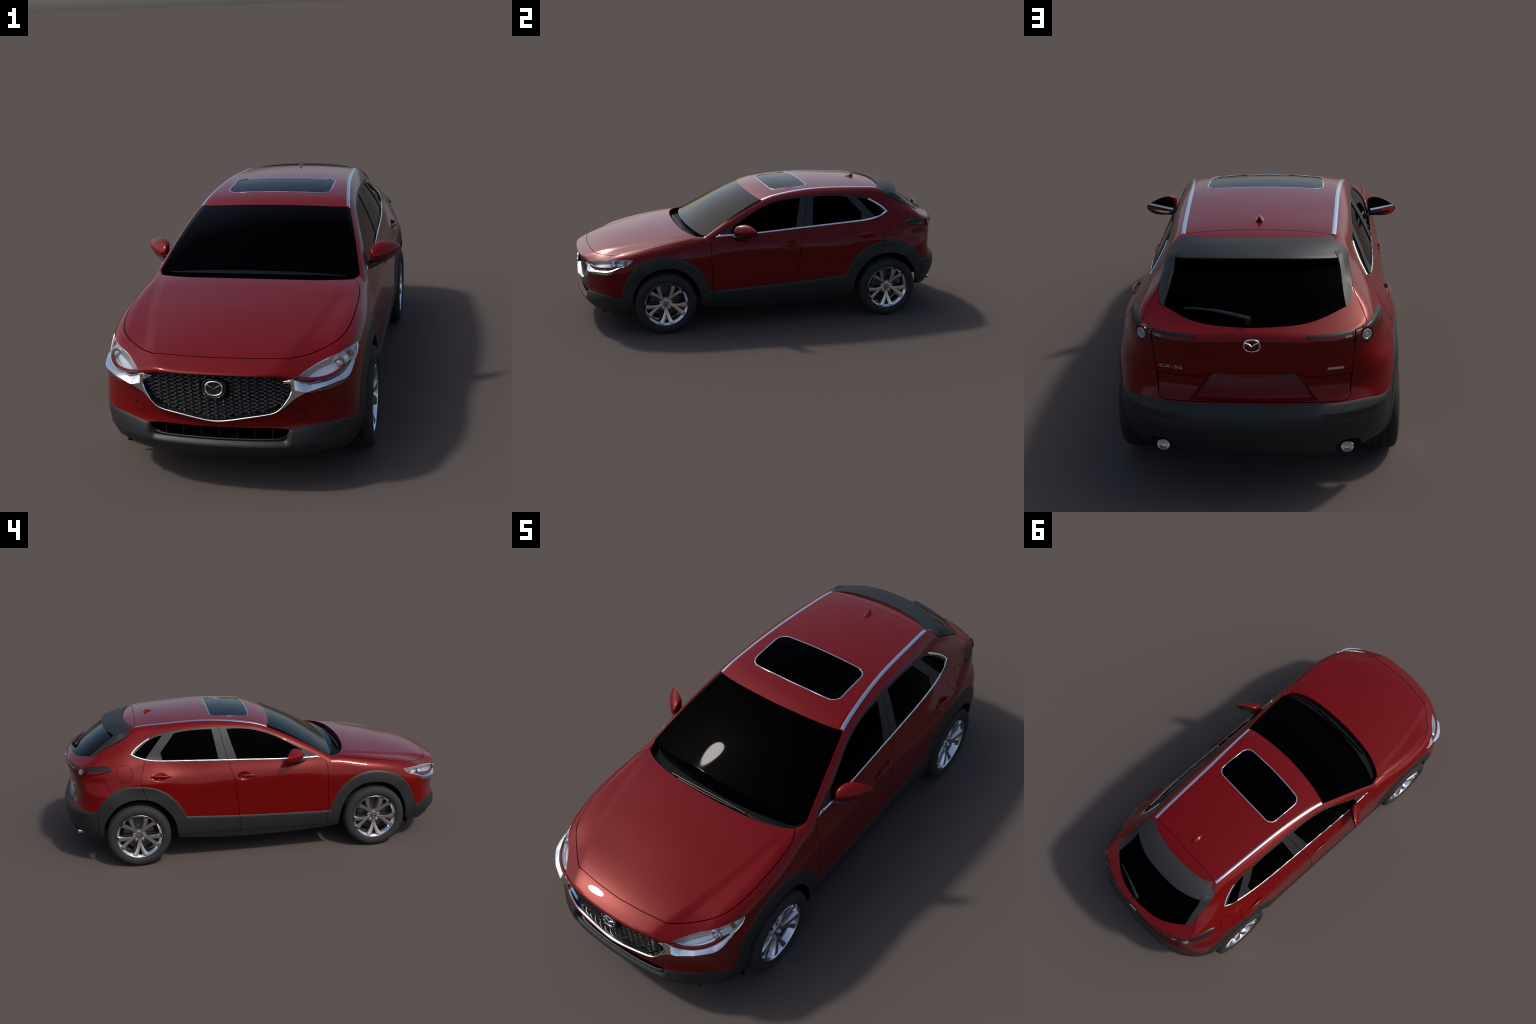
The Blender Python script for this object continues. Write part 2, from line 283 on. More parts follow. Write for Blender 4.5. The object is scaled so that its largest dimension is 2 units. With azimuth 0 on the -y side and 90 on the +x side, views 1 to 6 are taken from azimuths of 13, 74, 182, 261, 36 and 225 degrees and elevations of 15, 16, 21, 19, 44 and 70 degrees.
class Surf:
    def __init__(s, V, F): s.V, s.F = V, F
    def cut(s, fn, gate=None):
        """split triangles along the zero line of fn"""
        f = fn(s.V); f = np.where(np.abs(f) < 2e-5, 0, f); sg = np.sign(f).astype(int)
        T = sg[s.F]; mixed = (T.max(1) > 0) & (T.min(1) < 0)
        if gate is not None:
            idx = np.where(mixed)[0]; c = s.V[s.F[idx]].mean(1); mixed[idx] = gate(c)
        rest = s.F[~mixed]; M = s.F[mixed]
        if not len(M): return
        T = sg[M]
        zero = (T == 0).any(1)
        lone = np.where(zero, np.argmax(T == 0, 1), np.argmax(T == -np.sign(T.sum(1))[:, None], 1))
        r = np.arange(len(M))
        a, b, c = M[r, lone], M[r, (lone + 1) % 3], M[r, (lone + 2) % 3]
        e1 = np.where(zero[:, None], np.stack([b, c], 1), np.stack([a, b], 1))
        e2 = np.stack([a, c], 1)[~zero]
        E = np.sort(np.vstack([e1, e2]), 1); U, inv = np.unique(E, axis=0, return_inverse=True); inv = inv.ravel()
        w = f[U[:, 0]] / (f[U[:, 0]] - f[U[:, 1]])
        new = s.V[U[:, 0]] + w[:, None] * (s.V[U[:, 1]] - s.V[U[:, 0]])
        k = len(s.V) + inv; k1 = k[:len(e1)]; k2 = np.full(len(M), -1); k2[~zero] = k[len(e1):]
        s.V = np.vstack([s.V, new])
        z = zero; nz = ~zero
        out = [rest, np.stack([a, b, k1], 1)[z], np.stack([a, k1, c], 1)[z],
               np.stack([a, k1, k2], 1)[nz], np.stack([k1, b, c], 1)[nz], np.stack([k1, c, k2], 1)[nz]]
        s.F = np.vstack(out)
    def band(s, fn, g, gate=None):
        s.cut(lambda p: fn(p) - g, gate); s.cut(lambda p: fn(p) + g, gate)

GAP = .0011
sd = {
 'dlo': lambda p: poly_sd(P_DLO, SIDE(p)), 'ga': lambda p: poly_sd(P_GLASS_A, SIDE(p)), 'gb': lambda p: poly_sd(P_GLASS_B, SIDE(p)), 'gc': lambda p: poly_sd(P_GLASS_C, SIDE(p)),
 'clad': lambda p: poly_sd(P_CLAD, SIDE(p)), 'of': lambda p: poly_sd(P_OPEN_F, SIDE(p)), 'or': lambda p: poly_sd(P_OPEN_R, SIDE(p)),
 'hood': lambda p: poly_sd(P_HOOD_OUT, TOP(p)), 'screen': lambda p: poly_sd(P_SCREEN, TOP(p)), 'cowl': lambda p: poly_sd(P_COWL, TOP(p)),
 'rail': lambda p: np.abs(p[:, 0] - X_RAIL(p[:, 1])) - RAIL_W, 'sun': sd_sunroof,
 'rglass': lambda p: poly_sd(P_REAR_GLASS, TOP(p)), 'fin': lambda p: poly_sd(P_FIN, TOP(p)), 'tailtop': lambda p: poly_sd(P_TAIL_TOP, TOP(p)),
 'tailend': lambda p: poly_sd(P_TAIL_END, END(p)), 'grille': lambda p: poly_sd(P_GRILLE, END(p)), 'frame': lambda p: poly_sd(P_FRAME, END(p)),
 'wing': lambda p: poly_sd(P_WING, DIAG_F(p)), 'head': lambda p: poly_sd(P_HEADLAMP, DIAG_F(p)), 'tl': lambda p: poly_sd(P_TAILLAMP, DIAG_R(p)),
 'plate': lambda p: poly_sd(P_PLATE, END(p)), 'refl': lambda p: poly_sd(P_REFLECTOR, END(p)), 'intake': lambda p: poly_sd(P_INTAKE, END(p)),
 'seama': lambda p: p[:, 1] - Y_SEAM_A(p[:, 2]), 'seamb': lambda p: p[:, 1] - Y_SEAM_B(p[:, 2]), 'seamc': lambda p: p[:, 1] - Y_SEAM_C(p[:, 2]),
 'skirt': lambda p: p[:, 2] - Z_SKIRT(p[:, 1]), 'fuel': lambda p: np.hypot(p[:, 1] - FUEL[0], p[:, 2] - FUEL[1]) - FUEL[2],
 'tow': lambda p: np.hypot(p[:, 0] - TOW[0], p[:, 2] - TOW[1]) - TOW[2],
 'redlow': lambda p: p[:, 2] - Z_RED_LOW(p[:, 0]), 'bumpr': lambda p: p[:, 2] - Z_BUMPER_R(p[:, 0]), 'floor': lambda p: p[:, 2] - Z_FLOOR(p[:, 1]),
 'cap': lambda p: p[:, 2] - Z_LAMP_CAP(p[:, 0] - p[:, 1]),
 'qseam': lambda p: (p[:, 1] - .803) * .867 + (p[:, 2] - .476) * -.4985,   # line from lamp to wheel arch
 'exh': lambda p: np.hypot((p[:, 0] - .261) / 1.2, (p[:, 2] - .163)) - .031,
 'pillar': lambda p: p[:, 1] + .752,
 'archseam': lambda p: (p[:, 1] + .712) * .838 + (p[:, 2] - .345) * .545,
}
# ------------------------------------------------------------------ materials
def material(name, color, rough=.5, metal=0., coat=0., coat_rough=.03, spec=.5, grain=0., grain_scale=400., bump=0., trans=0., ior=1.45, var=None):
    m = bpy.data.materials.new(name); m.use_nodes = True
    nt = m.node_tree; b = nt.nodes['Principled BSDF']
    b.inputs['Base Color'].default_value = (*color, 1); b.inputs['Roughness'].default_value = rough
    b.inputs['Metallic'].default_value = metal; b.inputs['Coat Weight'].default_value = coat
    b.inputs['Coat Roughness'].default_value = coat_rough; b.inputs['Specular IOR Level'].default_value = spec
    b.inputs['Transmission Weight'].default_value = trans; b.inputs['IOR'].default_value = ior
    co = nt.nodes.new('ShaderNodeTexCoord')
    if var:
        n = nt.nodes.new('ShaderNodeTexNoise'); n.inputs['Scale'].default_value = var[0]; n.inputs['Detail'].default_value = 4
        r = nt.nodes.new('ShaderNodeValToRGB')
        r.color_ramp.elements[0].color = (*[c * (1 - var[1]) for c in color], 1); r.color_ramp.elements[1].color = (*[min(1, c * (1 + var[1])) for c in color], 1)
        r.color_ramp.elements[0].position = .3; r.color_ramp.elements[1].position = .7
        nt.links.new(co.outputs['Object'], n.inputs['Vector']); nt.links.new(n.outputs['Fac'], r.inputs['Fac']); nt.links.new(r.outputs['Color'], b.inputs['Base Color'])
    if bump:
        n = nt.nodes.new('ShaderNodeTexNoise'); n.inputs['Scale'].default_value = grain_scale; n.inputs['Detail'].default_value = 2
        u = nt.nodes.new('ShaderNodeBump'); u.inputs['Strength'].default_value = bump; u.inputs['Distance'].default_value = .0006
        nt.links.new(co.outputs['Object'], n.inputs['Vector']); nt.links.new(n.outputs['Fac'], u.inputs['Height']); nt.links.new(u.outputs['Normal'], b.inputs['Normal'])
    return m
PAINT = material('red_paint', (.108, .0013, .0016), .32, 0., .4, 0.0, .36, var=(60., .03))
PAINT.node_tree.nodes['Principled BSDF'].inputs['Specular Tint'].default_value = (1., .20, .18, 1)
CLAD = material('dark_grey_plastic', (.0135, .0138, .014), .5, 0, 0, spec=.45, bump=.25, grain_scale=900)
BLACK = material('black_trim', (.0035, .0035, .004), .6, spec=.15)
GLOSS_BLACK = material('gloss_black_plastic', (.0048, .0052, .006), .34, spec=.38)
GLASS = material('tinted_glass', (.0004, .0004, .0006), .03, 0, 0, spec=.12)
def graze(m, lo, hi, a, b, socket='Specular IOR Level'):
    """tinted glass hardly mirrors when seen square on"""
    nt = m.node_tree; w = nt.nodes.new('ShaderNodeLayerWeight'); w.inputs['Blend'].default_value = .5
    r = nt.nodes.new('ShaderNodeMapRange'); r.inputs['From Min'].default_value = a; r.inputs['From Max'].default_value = b
    r.inputs['To Min'].default_value = lo; r.inputs['To Max'].default_value = hi
    nt.links.new(w.outputs['Facing'], r.inputs['Value']); nt.links.new(r.outputs['Result'], nt.nodes['Principled BSDF'].inputs[socket])
graze(PAINT, .35, .60, .50, .85, 'Coat Weight')
graze(GLASS, .01, .19, .40, .70)
CHROME = material('chrome', (.80, .80, .80), .08, 1.)
SATIN = material('satin_silver', (.74, .75, .78), .22, 1.)
ALLOY = material('alloy_silver', (.74, .74, .77), .24, 1.)
TYRE = material('tyre_rubber', (.022, .021, .020), .75, spec=.3, bump=.2, grain_scale=500)
METAL = material('brake_metal', (.07, .07, .07), .45, .8)
RED_LENS = material('red_lens', (.075, .0012, .0012), .12, 0, .3, .02, spec=.3)
DARK_LENS = material('dark_lens', (.012, .009, .009), .35, spec=.3)
WHITE_LENS = material('white_lamp', (.33, .33, .35), .25, .3)
AMBER = material('amber_lens', (.34, .10, .02), .2)
REFLEX = material('bumper_reflector', (.014, .011, .011), .35, spec=.4)
REFLECTOR = material('lamp_reflector', (.66, .67, .70), .22, .6)
GREY_LENS = material('grey_lamp', (.13, .13, .135), .3, .2)
MIRROR = material('mirror_glass', (.85, .85, .87), .01, 1.)
CLEAR = material('clear_lens', (1, 1, 1), 0., 0, .0, trans=1., ior=1.12)

# ------------------------------------------------------------------ object helpers
def link(o, parent=None):
    bpy.context.scene.collection.objects.link(o)
    if parent is not None: o.parent = parent
    return o
def new_object(name, V, F, mat, parent, loop_normals=None, smooth=True, mats=None, face_mats=None):
    me = bpy.data.meshes.new(name)
    me.from_pydata([tuple(map(float, v)) for v in V], [], [tuple(map(int, f)) for f in F])
    for m in (mats or [mat]): me.materials.append(m)
    if face_mats is not None: me.polygons.foreach_set('material_index', np.asarray(face_mats, np.int32))
    me.polygons.foreach_set('use_smooth', np.full(len(me.polygons), smooth))
    if loop_normals is not None: me.normals_split_custom_set([tuple(map(float, n)) for n in loop_normals])
    me.update()
    return link(bpy.data.objects.new(name, me), parent)
def finish_angle(o, deg=35):
    me = o.data; me.update()
    try: me.set_sharp_from_angle(angle=math.radians(deg))
    except Exception: pass
    return o
def vertex_normals(V, F):
    n = np.cross(V[F[:, 1]] - V[F[:, 0]], V[F[:, 2]] - V[F[:, 0]]); out = np.zeros_like(V)
    for k in range(3): np.add.at(out, F[:, k], n)
    return out / (np.linalg.norm(out, axis=1, keepdims=True) + 1e-15)
def compact(V, F):
    u, inv = np.unique(F, return_inverse=True); return u, inv.reshape(F.shape)

class Panel:
    """piece of the body surface, moved along its normals, with a turned-in edge"""
    def __init__(s, surf, mask): s.s = surf; s.idx, s.F = compact(surf.V, surf.F[mask]); s.V = surf.V[s.idx]; s.N = surf.N[s.idx]
    def build(s, name, mat, parent, offset=0., edge=.007, exact=None, both=True, only=None):
        V, N, F = s.V, s.N, s.F
        if not len(F): print('EMPTY', name); return []
        off = offset(V) if callable(offset) else np.full(len(V), float(offset))
        P = V + N * off[:, None]
        P[V[:, 0] < 1e-7, 0] = 0
        dep = edge(V) if callable(edge) else np.full(len(V), float(edge))
        vary = exact is False or (exact is None and np.ptp(off) > 1e-6)
        centre = (V[:, 0] < 1e-7).any()
        made = []
        if centre:
            mir = np.arange(len(P)); c = V[:, 0] < 1e-7; side = np.where(~c)[0]
            mir[side] = len(P) + np.arange(len(side))
            flip = np.array([-1, 1, 1])
            P2 = np.vstack([P, P[side] * flip]); F2 = np.vstack([F, mir[F][:, ::-1]]); N2 = np.vstack([N, N[side] * flip]); D2 = np.r_[dep, dep[side]]
            N2[np.where(c)[0], 0] = 0
            made.append(s._make(name, P2, F2, N2, D2, mat, parent, vary))
        else:
            for k in ((1, -1) if both else (1,)):
                fl = np.array([k, 1, 1]); par = parent[0 if k > 0 else 1] if isinstance(parent, (list, tuple)) else parent
                made.append(s._make(name, P * fl, F if k > 0 else F[:, ::-1], N * fl, dep, mat, par, vary))
        return made
    def _make(s, name, P, F, N, dep, mat, parent, vary):
        if vary: N = vertex_normals(P, F)
        E = np.vstack([F[:, [0, 1]], F[:, [1, 2]], F[:, [2, 0]]]); key = np.sort(E, 1)
        u, inv, cnt = np.unique(key, axis=0, return_inverse=True, return_counts=True)
        B = E[cnt[inv.ravel()] == 1]
        faces = [tuple(f) for f in F]; ln = [N[i] for f in F for i in f]
        B = B[(dep[B] > 0).all(1)]
        if len(B):
            bu = np.unique(B); m1 = {v: len(P) + i for i, v in enumerate(bu)}; m2 = {v: len(P) + len(bu) + i for i, v in enumerate(bu)}
            P = np.vstack([P, P[bu], P[bu] - N[bu] * dep[bu][:, None]])
            # averaged sideways normals of the turned-in edge
            acc = {v: np.zeros(3) for v in bu}; fn = []
            for a, b in B:
                n = np.cross(P[a] - P[b], P[m2[a]] - P[a]); n = n / (np.linalg.norm(n) + 1e-15); fn.append(n); acc[a] = acc[a] + n; acc[b] = acc[b] + n
            for (a, b), n in zip(B, fn):
                faces.append((m1[b], m1[a], m2[a], m2[b]))
                for v in (b, a, a, b):
                    q = acc[v]; q = q / (np.linalg.norm(q) + 1e-15); ln.append(q if q @ n > .7 else n)
        return new_object(name, P, faces, mat, parent, ln)

def lathe(prof, n=64, axis='x'):
    """surface of revolution about the x axis from (x, r) points"""
    prof = np.asarray(prof, float); a = np.linspace(0, 2 * math.pi, n, endpoint=False)
    V = np.stack([np.repeat(prof[:, 0][:, None], n, 1), prof[:, 1][:, None] * np.cos(a), prof[:, 1][:, None] * np.sin(a)], -1).reshape(-1, 3)
    F = []
    for i in range(len(prof) - 1):
        for j in range(n):
            k = (j + 1) % n; F.append((i*n + j, (i+1)*n + j, (i+1)*n + k, i*n + k))
    return V, F
def sweep(path, radii, n=10, flat=(1., 1.), up=(0, 0, 1), cap=True):
    """tube with elliptical section along a path"""
    p = np.asarray(path, float); m = len(p); T = np.gradient(p, axis=0); T /= np.linalg.norm(T, axis=1, keepdims=True)
    U = np.asarray(up, float); V, F = [], []
    for i in range(m):
        s = np.cross(T[i], U); s /= np.linalg.norm(s) + 1e-12; w = np.cross(s, T[i])
        r = radii[i] if hasattr(radii, '__len__') else radii
        for k in range(n):
            a = 2 * math.pi * k / n; V.append(p[i] + r * (flat[0] * math.cos(a) * s + flat[1] * math.sin(a) * w))
    for i in range(m - 1):
        for k in range(n):
            j = (k + 1) % n; F.append((i*n + k, i*n + j, (i+1)*n + j, (i+1)*n + k))
    if cap: F.append(tuple(range(n))[::-1]); F.append(tuple((m-1)*n + k for k in range(n)))
    return np.array(V), F
def loft(rows, closed=False, cap=False):
    rows = [np.asarray(r, float) for r in rows]; n = len(rows[0]); V = np.vstack(rows); F = []
    for i in range(len(rows) - 1):
        for k in range(n if closed else n - 1):
            j = (k + 1) % n; F.append((i*n + k, i*n + j, (i+1)*n + j, (i+1)*n + k))
    if cap: F.append(tuple(range(n))[::-1]); F.append(tuple((len(rows)-1)*n + k for k in range(n)))
    return V, F
def prism(outline, frame, depth):
    """flat outline (u, v) extruded; frame = origin, u, v, normal"""
    o, u, v, w = [np.asarray(a, float) for a in frame]; q = np.asarray(outline, float); n = len(q)
    b = o + q[:, :1] * u + q[:, 1:] * v; V = np.vstack([b, b + w * depth])
    return V, [tuple(range(n, 2*n)), tuple(range(n))[::-1]] + [(k, (k+1) % n, n + (k+1) % n, n + k) for k in range(n)]
def box(lo, hi):
    x0, y0, z0 = lo; x1, y1, z1 = hi
    V = np.array([(x, y, z) for x in (x0, x1) for y in (y0, y1) for z in (z0, z1)], float)
    return V, [(0,1,3,2),(4,6,7,5),(0,4,5,1),(2,3,7,6),(0,2,6,4),(1,5,7,3)]
def join(parts):
    V, F, o = [], [], 0
    for v, f in parts: V.append(np.asarray(v)); F += [tuple(i + o for i in q) for q in f]; o += len(v)
    return np.vstack(V), F
def mirror_x(v, f): return np.asarray(v) * [-1, 1, 1], [tuple(q[::-1]) for q in f]
def make(name, vf, mat, parent, smooth=True, angle=35):
    o = new_object(name, vf[0], vf[1], mat, parent, smooth=smooth)
    if smooth: finish_angle(o, angle)
    return o
def pair(name, vf, mat, parents, angle=35):
    if not isinstance(parents, (list, tuple)): parents = [parents, parents]
    return [make(name, vf, mat, parents[0], True, angle), make(name, mirror_x(*vf), mat, parents[1], True, angle)]
def bevel(o, w, seg=2, angle=30):
    m = o.modifiers.new('bevel', 'BEVEL'); m.width = w; m.segments = seg; m.limit_method = 'ANGLE'; m.angle_limit = math.radians(angle)
    return o
def surface_hit(x=None, y=None, z=None, guess=None):
    """point of the body surface with two coordinates given; solves the third"""
    if x is None: lo, hi = np.array([0., y, z]), np.array([.5, y, z])
    elif z is None: lo, hi = np.array([x, y, .3]), np.array([x, y, .8])
    else: s = -1 if guess == 'nose' else 1; lo, hi = np.array([x, s * .6, z]), np.array([x, s * 1.05, z])
    for k in range(40):
        m = (lo + hi) / 2
        if body(m[None])[0] < 0: lo = m
        else: hi = m
    p = (lo + hi) / 2
    return p, gradient(body, p[None])[0]

# ------------------------------------------------------------------ cut the body into panels
S = Surf(*base_half())
g_top = lambda c: c[:, 2] > .44
g_roof = lambda c: c[:, 2] > .60
g_side = lambda c: c[:, 0] > .2
g_tail = lambda c: (c[:, 1] > .60) & (c[:, 2] > .45)
g_nose = lambda c: c[:, 1] < -.70
g_rear = lambda c: c[:, 1] > .80
CUTS = [('floor', 0, None), ('of', 0, g_side), ('or', 0, g_side),
 ('hood', .0014, lambda c: (c[:, 2] > .385) & (c[:, 1] < -.35)), ('cowl', 0, g_top), ('screen', 0, lambda c: g_top(c) & (c[:, 1] < .05)),
 ('sun', 0, g_roof), ('rail', 0, lambda c: g_roof(c) & (c[:, 1] > -.06) & (c[:, 1] < .64)), ('tailtop', GAP, g_tail),
 ('rglass', 0, g_tail), ('fin', 0, g_tail), ('tl', 0, g_rear), ('tl', 0, lambda c: (c[:, 1] > .70) & (c[:, 1] <= .80) & (c[:, 0] > .25)), ('cap', 0, lambda c: (c[:, 1] > .70)),
 ('tailend', GAP, lambda c: (c[:, 1] > .85) & (c[:, 2] < .53)), ('bumpr', 0, lambda c: c[:, 1] > .835), ('plate', 0, g_rear), ('refl', 0, g_rear),
 ('grille', 0, g_nose), ('frame', 0, g_nose), ('wing', 0, g_nose), ('head', 0, g_nose), ('intake', 0, g_nose), ('tow', .0009, g_nose), ('exh', 0, g_rear),
 ('redlow', 0, lambda c: c[:, 1] < -.811), ('clad', 0, lambda c: (c[:, 1] > -.83) & (c[:, 1] < .85) & g_side(c)),
 ('dlo', 0, g_side), ('ga', 0, g_side), ('gb', 0, g_side), ('gc', 0, g_side), ('fuel', .0008, lambda c: c[:, 1] > .6),
 ('seama', GAP, lambda c: g_side(c) & (c[:, 2] < .493)), ('seamb', GAP, lambda c: g_side(c) & (c[:, 2] < .672)), ('seamc', GAP, lambda c: g_side(c) & (c[:, 2] < .537) & (c[:, 2] > .33)),
 ('skirt', .0006, lambda c: g_side(c) & (c[:, 1] > -.40) & (c[:, 1] < .46)), ('qseam', .0008, lambda c: (c[:, 1] > .70) & (c[:, 2] < .50)), ('pillar', 0, lambda c: c[:, 2] > .18),
 ('archseam', .0007, lambda c: (c[:, 1] < -.66) & (c[:, 0] > .3)),
]
for name, g, gate in CUTS:
    if g: S.band(sd[name], g, gate)
    else: S.cut(sd[name], gate)
S.cut(lambda p: sd['sun'](p) + .0042, g_roof)
S.cut(lambda p: sd['dlo'](p) + .0078, lambda c: g_side(c))
S.cut(lambda p: p[:, 1] - .552, lambda c: (c[:, 0] > .2) & (c[:, 2] > .5) & (c[:, 2] < .66))
S.cut(lambda p: p[:, 1] + .812, lambda c: (c[:, 0] > .3) & (c[:, 2] < .22))
S.cut(lambda p: p[:, 1] - .836, lambda c: (c[:, 0] > .3) & (c[:, 2] < .32))
S.N = gradient(body, S.V)
C = S.V[S.F].mean(1); cx, cy, cz = C.T
D = {k: fn(C) for k, fn in sd.items()}
lab = np.full(len(S.F), '', dtype=object)
def put(name, mask): lab[(lab == '') & mask] = name
gapm = lambda k, g=GAP: np.abs(D[k]) < g
put('none', D['floor'] < 0)
put('none', ((D['of'] < 0) | (D['or'] < 0)) & (cx > .25))
top = cz > .44
m = (cz > .385) & (cy < -.35)
put('gap', m & gapm('hood', .0014)); put('hood', m & (D['hood'] < 0))
put('cowl', top & (D['cowl'] < 0)); put('screen', top & (cy < .05) & (D['screen'] < 0))
roof = cz > .60
put('sun_glass', roof & (D['sun'] < -.0042)); put('sun_frame', roof & (D['sun'] < 0))
put('rail', roof & (D['rail'] < 0) & (cy > -.046) & (cy < .617))
tail = (cy > .60) & (cz > .45)
put('gap', tail & gapm('tailtop') & (cz > .505) & (D['tl'] > 0))
put('rglass', tail & (D['rglass'] < 0)); put('fin', tail & (D['fin'] < 0))
put('roof', roof & (cx < X_RAIL(cy)) & (cy < .617))
tl = (cy > .70) & (cx > .1) & (D['tl'] < 0)
inner = D['tailend'] < 0
put('gap', tl & gapm('tailend') & (cy > .85))
put('cap_inner', tl & inner & (D['cap'] > 0)); put('lens_inner', tl & inner); put('cap_outer', tl & (D['cap'] > 0)); put('lens_outer', tl)
rear = (cy > .85) & (cz < .53)
put('tailgate', (cz > .505) & tail & (D['tailtop'] < 0))
put('gap', rear & gapm('tailend') & (cz <= .505))
put('plate', rear & (D['plate'] < 0)); put('tailgate', rear & inner & (cz <= .505))
put('none', (cy > .836) & (D['exh'] < 0))
rb = (cy > .836) & (D['bumpr'] < 0)
put('reflector', rb & (D['refl'] < 0)); put('bumper_r', rb)
nose = cy < -.70
put('none', nose & (D['grille'] < 0)); put('none', nose & (D['intake'] < 0)); put('wing', nose & (D['wing'] < 0) & (cx > .2)); put('frame', nose & (D['frame'] < 0))
put('head', nose & (D['head'] < 0)); put('none', nose & (D['intake'] < 0))
put('gap', nose & gapm('tow', .0009)); put('tow', nose & (D['tow'] < 0))
put('bumper_f', (cy < -.812) & (D['redlow'] < 0))
side = cx > .2
yA, yB, yC = D['seama'], D['seamb'], D['seamc']
dl = side & (D['dlo'] < 0)
belt = np.interp(cy, P_DLO[:, 0][:108], P_DLO[:, 1][:108])
put('glass_a', dl & (D['ga'] < 0)); put('glass_b', dl & (D['gb'] < 0)); put('glass_c', dl & (D['gc'] < 0))
put('gap', dl & gapm('seamb'))
chrome = dl & (D['dlo'] > -.0078) & ((cy > .552) | (cz < belt + .0098))
put('belt_c', chrome & (cy > Y_SEAM_C(np.minimum(cz, .534)))); put('belt_b', chrome & (yB > 0)); put('belt_a', chrome)
qline = (cy - .580) * .74 + (cz - .5415) * .672          # line between rear door and quarter window
put('frame_c', dl & (qline > 0) & (cy > .45)); put('frame_b', dl & (yB > 0)); put('frame_a', dl)
low = side & (D['clad'] < 0) & (cy > -.812) & (cy < .836)
dz = side & (cz < .5345)
ga_, gb_, gc_ = dz & gapm('seama') & (cz < .4925), dz & gapm('seamb'), dz & gapm('seamc') & (cz > .33)
put('gap', low & gapm('skirt', .0006) & (cy > -.395) & (cy < .44)); put('skirt', low & (D['skirt'] < 0) & (cy > -.395) & (cy < .44))
put('gap', ga_ | gb_ | gc_)
put('gap', low & gapm('archseam', .0007) & (cy < -.66))
door_c = np.where(cz > .33, yC, cy - .5)
put('clad_a', low & (yA > 0) & (yB < 0)); put('clad_b', low & (yB > 0) & (door_c < 0) & (cy < .62)); put('clad_f', low & (cy < 0)); put('clad_r', low)
put('gap', side & gapm('fuel', .0008) & (cy > .6)); put('fuel', side & (D['fuel'] < 0) & (cy > .6))
dd = side & (cz < .5345) & (cy > -.36) & (cy < .63)
put('door_a', dd & (yA > 0) & (yB < 0) & (cz < .52)); put('door_b', dd & (yB > 0) & (yC < 0) & (D['dlo'] > 0) & (cz < .5345))
put('gap', (cy > .70) & (cy < .83) & gapm('qseam', .0008) & (cz < .485) & (cz > .39))
put('bumper_tail', (cy > .70) & (D['qseam'] > 0) & (cz < .51))
put('fascia', (cy < -.752) & (cz < .5))
put('fender', (cy < -.30) & (cz < .497) & (D['dlo'] > 0))
put('side', lab == '')
names, counts = np.unique(lab.astype(str), return_counts=True); print(dict(zip(names, counts)), len(S.V))
P = {k: Panel(S, lab == k) for k in names if k not in ('gap', 'none')}
# ------------------------------------------------------------------ assemble
car = bpy.data.objects.new('crossover_car', None); car.empty_display_size = .2; link(car)
car['label'] = 'red compact crossover car with black wheel arch cladding'
car['category'] = 'car'

def clad_off(h, w, key='clad'):
    return lambda v: h * sstep(0, w, -sd[key](v))
P['hood'].build('hood', PAINT, car, edge=lambda v: .007 + .024 * sstep(-.500, -.478, v[:, 1] - .55 * v[:, 0] ** 2) * (v[:, 0] < .326))
fascia = P['fascia'].build('bumper', PAINT, car)
P['fender'].build('fender', PAINT, car)
P['side'].build('body_side', PAINT, car)
P['roof'].build('roof_panel', PAINT, car)
P['bumper_tail'].build('bumper', PAINT, car)
P['fuel'].build('fuel_door', PAINT, car, offset=.0006)
P['tow'].build('tow_hook_cover', PAINT, fascia[0], offset=.0004)

# doors with cup behind the handle
HANDLE = {'a': (.0935, .4345, .036, .0205, .070, .4355), 'b': (.5145, .4605, .038, .0195, .511, .4615)}
def cup(h):
    yc, zc, a, b = h[:4]
    return lambda v: -.006 * sstep(1., .55, np.hypot((v[:, 1] - yc) / a, (v[:, 2] - zc) / b))
doors = {}
for k in 'ab':
    doors[k] = P['door_' + k].build('door', PAINT, car, offset=cup(HANDLE[k]), exact=False)
    P['clad_' + k].build('door_cladding', CLAD, doors[k], offset=clad_off(.0035, .007), edge=lambda v: np.where((sd['of'](v) < .001) | (sd['or'](v) < .001), .011, .008))
    P['glass_' + k].build('window_glass', GLASS, doors[k], offset=-.0035, edge=0)
    P['frame_' + k].build('window_frame', CLAD, doors[k], offset=-.0006, edge=.006)
    P['belt_' + k].build('belt_trim', CHROME, doors[k], offset=lambda v: .0035 * np.sqrt(np.clip(1 - ((sd['dlo'](v) + .0039) / .0041) ** 2, 0, 1)), edge=.006)
P['glass_c'].build('window_glass', GLASS, car, offset=-.0035, edge=0)
P['frame_c'].build('window_frame', CLAD, car, offset=-.0006, edge=.006)
P['belt_c'].build('belt_trim', CHROME, car, offset=lambda v: .0035 * np.sqrt(np.clip(1 - ((sd['dlo'](v) + .0039) / .0041) ** 2, 0, 1)), edge=.006)
arch_edge = lambda v: np.where((sd['of'](v) < .001) | (sd['or'](v) < .001), .012, .008)
P['clad_f'].build('wheel_arch_cladding', CLAD, car, offset=clad_off(.0035, .007), edge=arch_edge)
P['clad_r'].build('wheel_arch_cladding', CLAD, car, offset=clad_off(.0035, .007), edge=arch_edge)
P['skirt'].build('sill_skirt', CLAD, car, offset=.001, edge=.02)

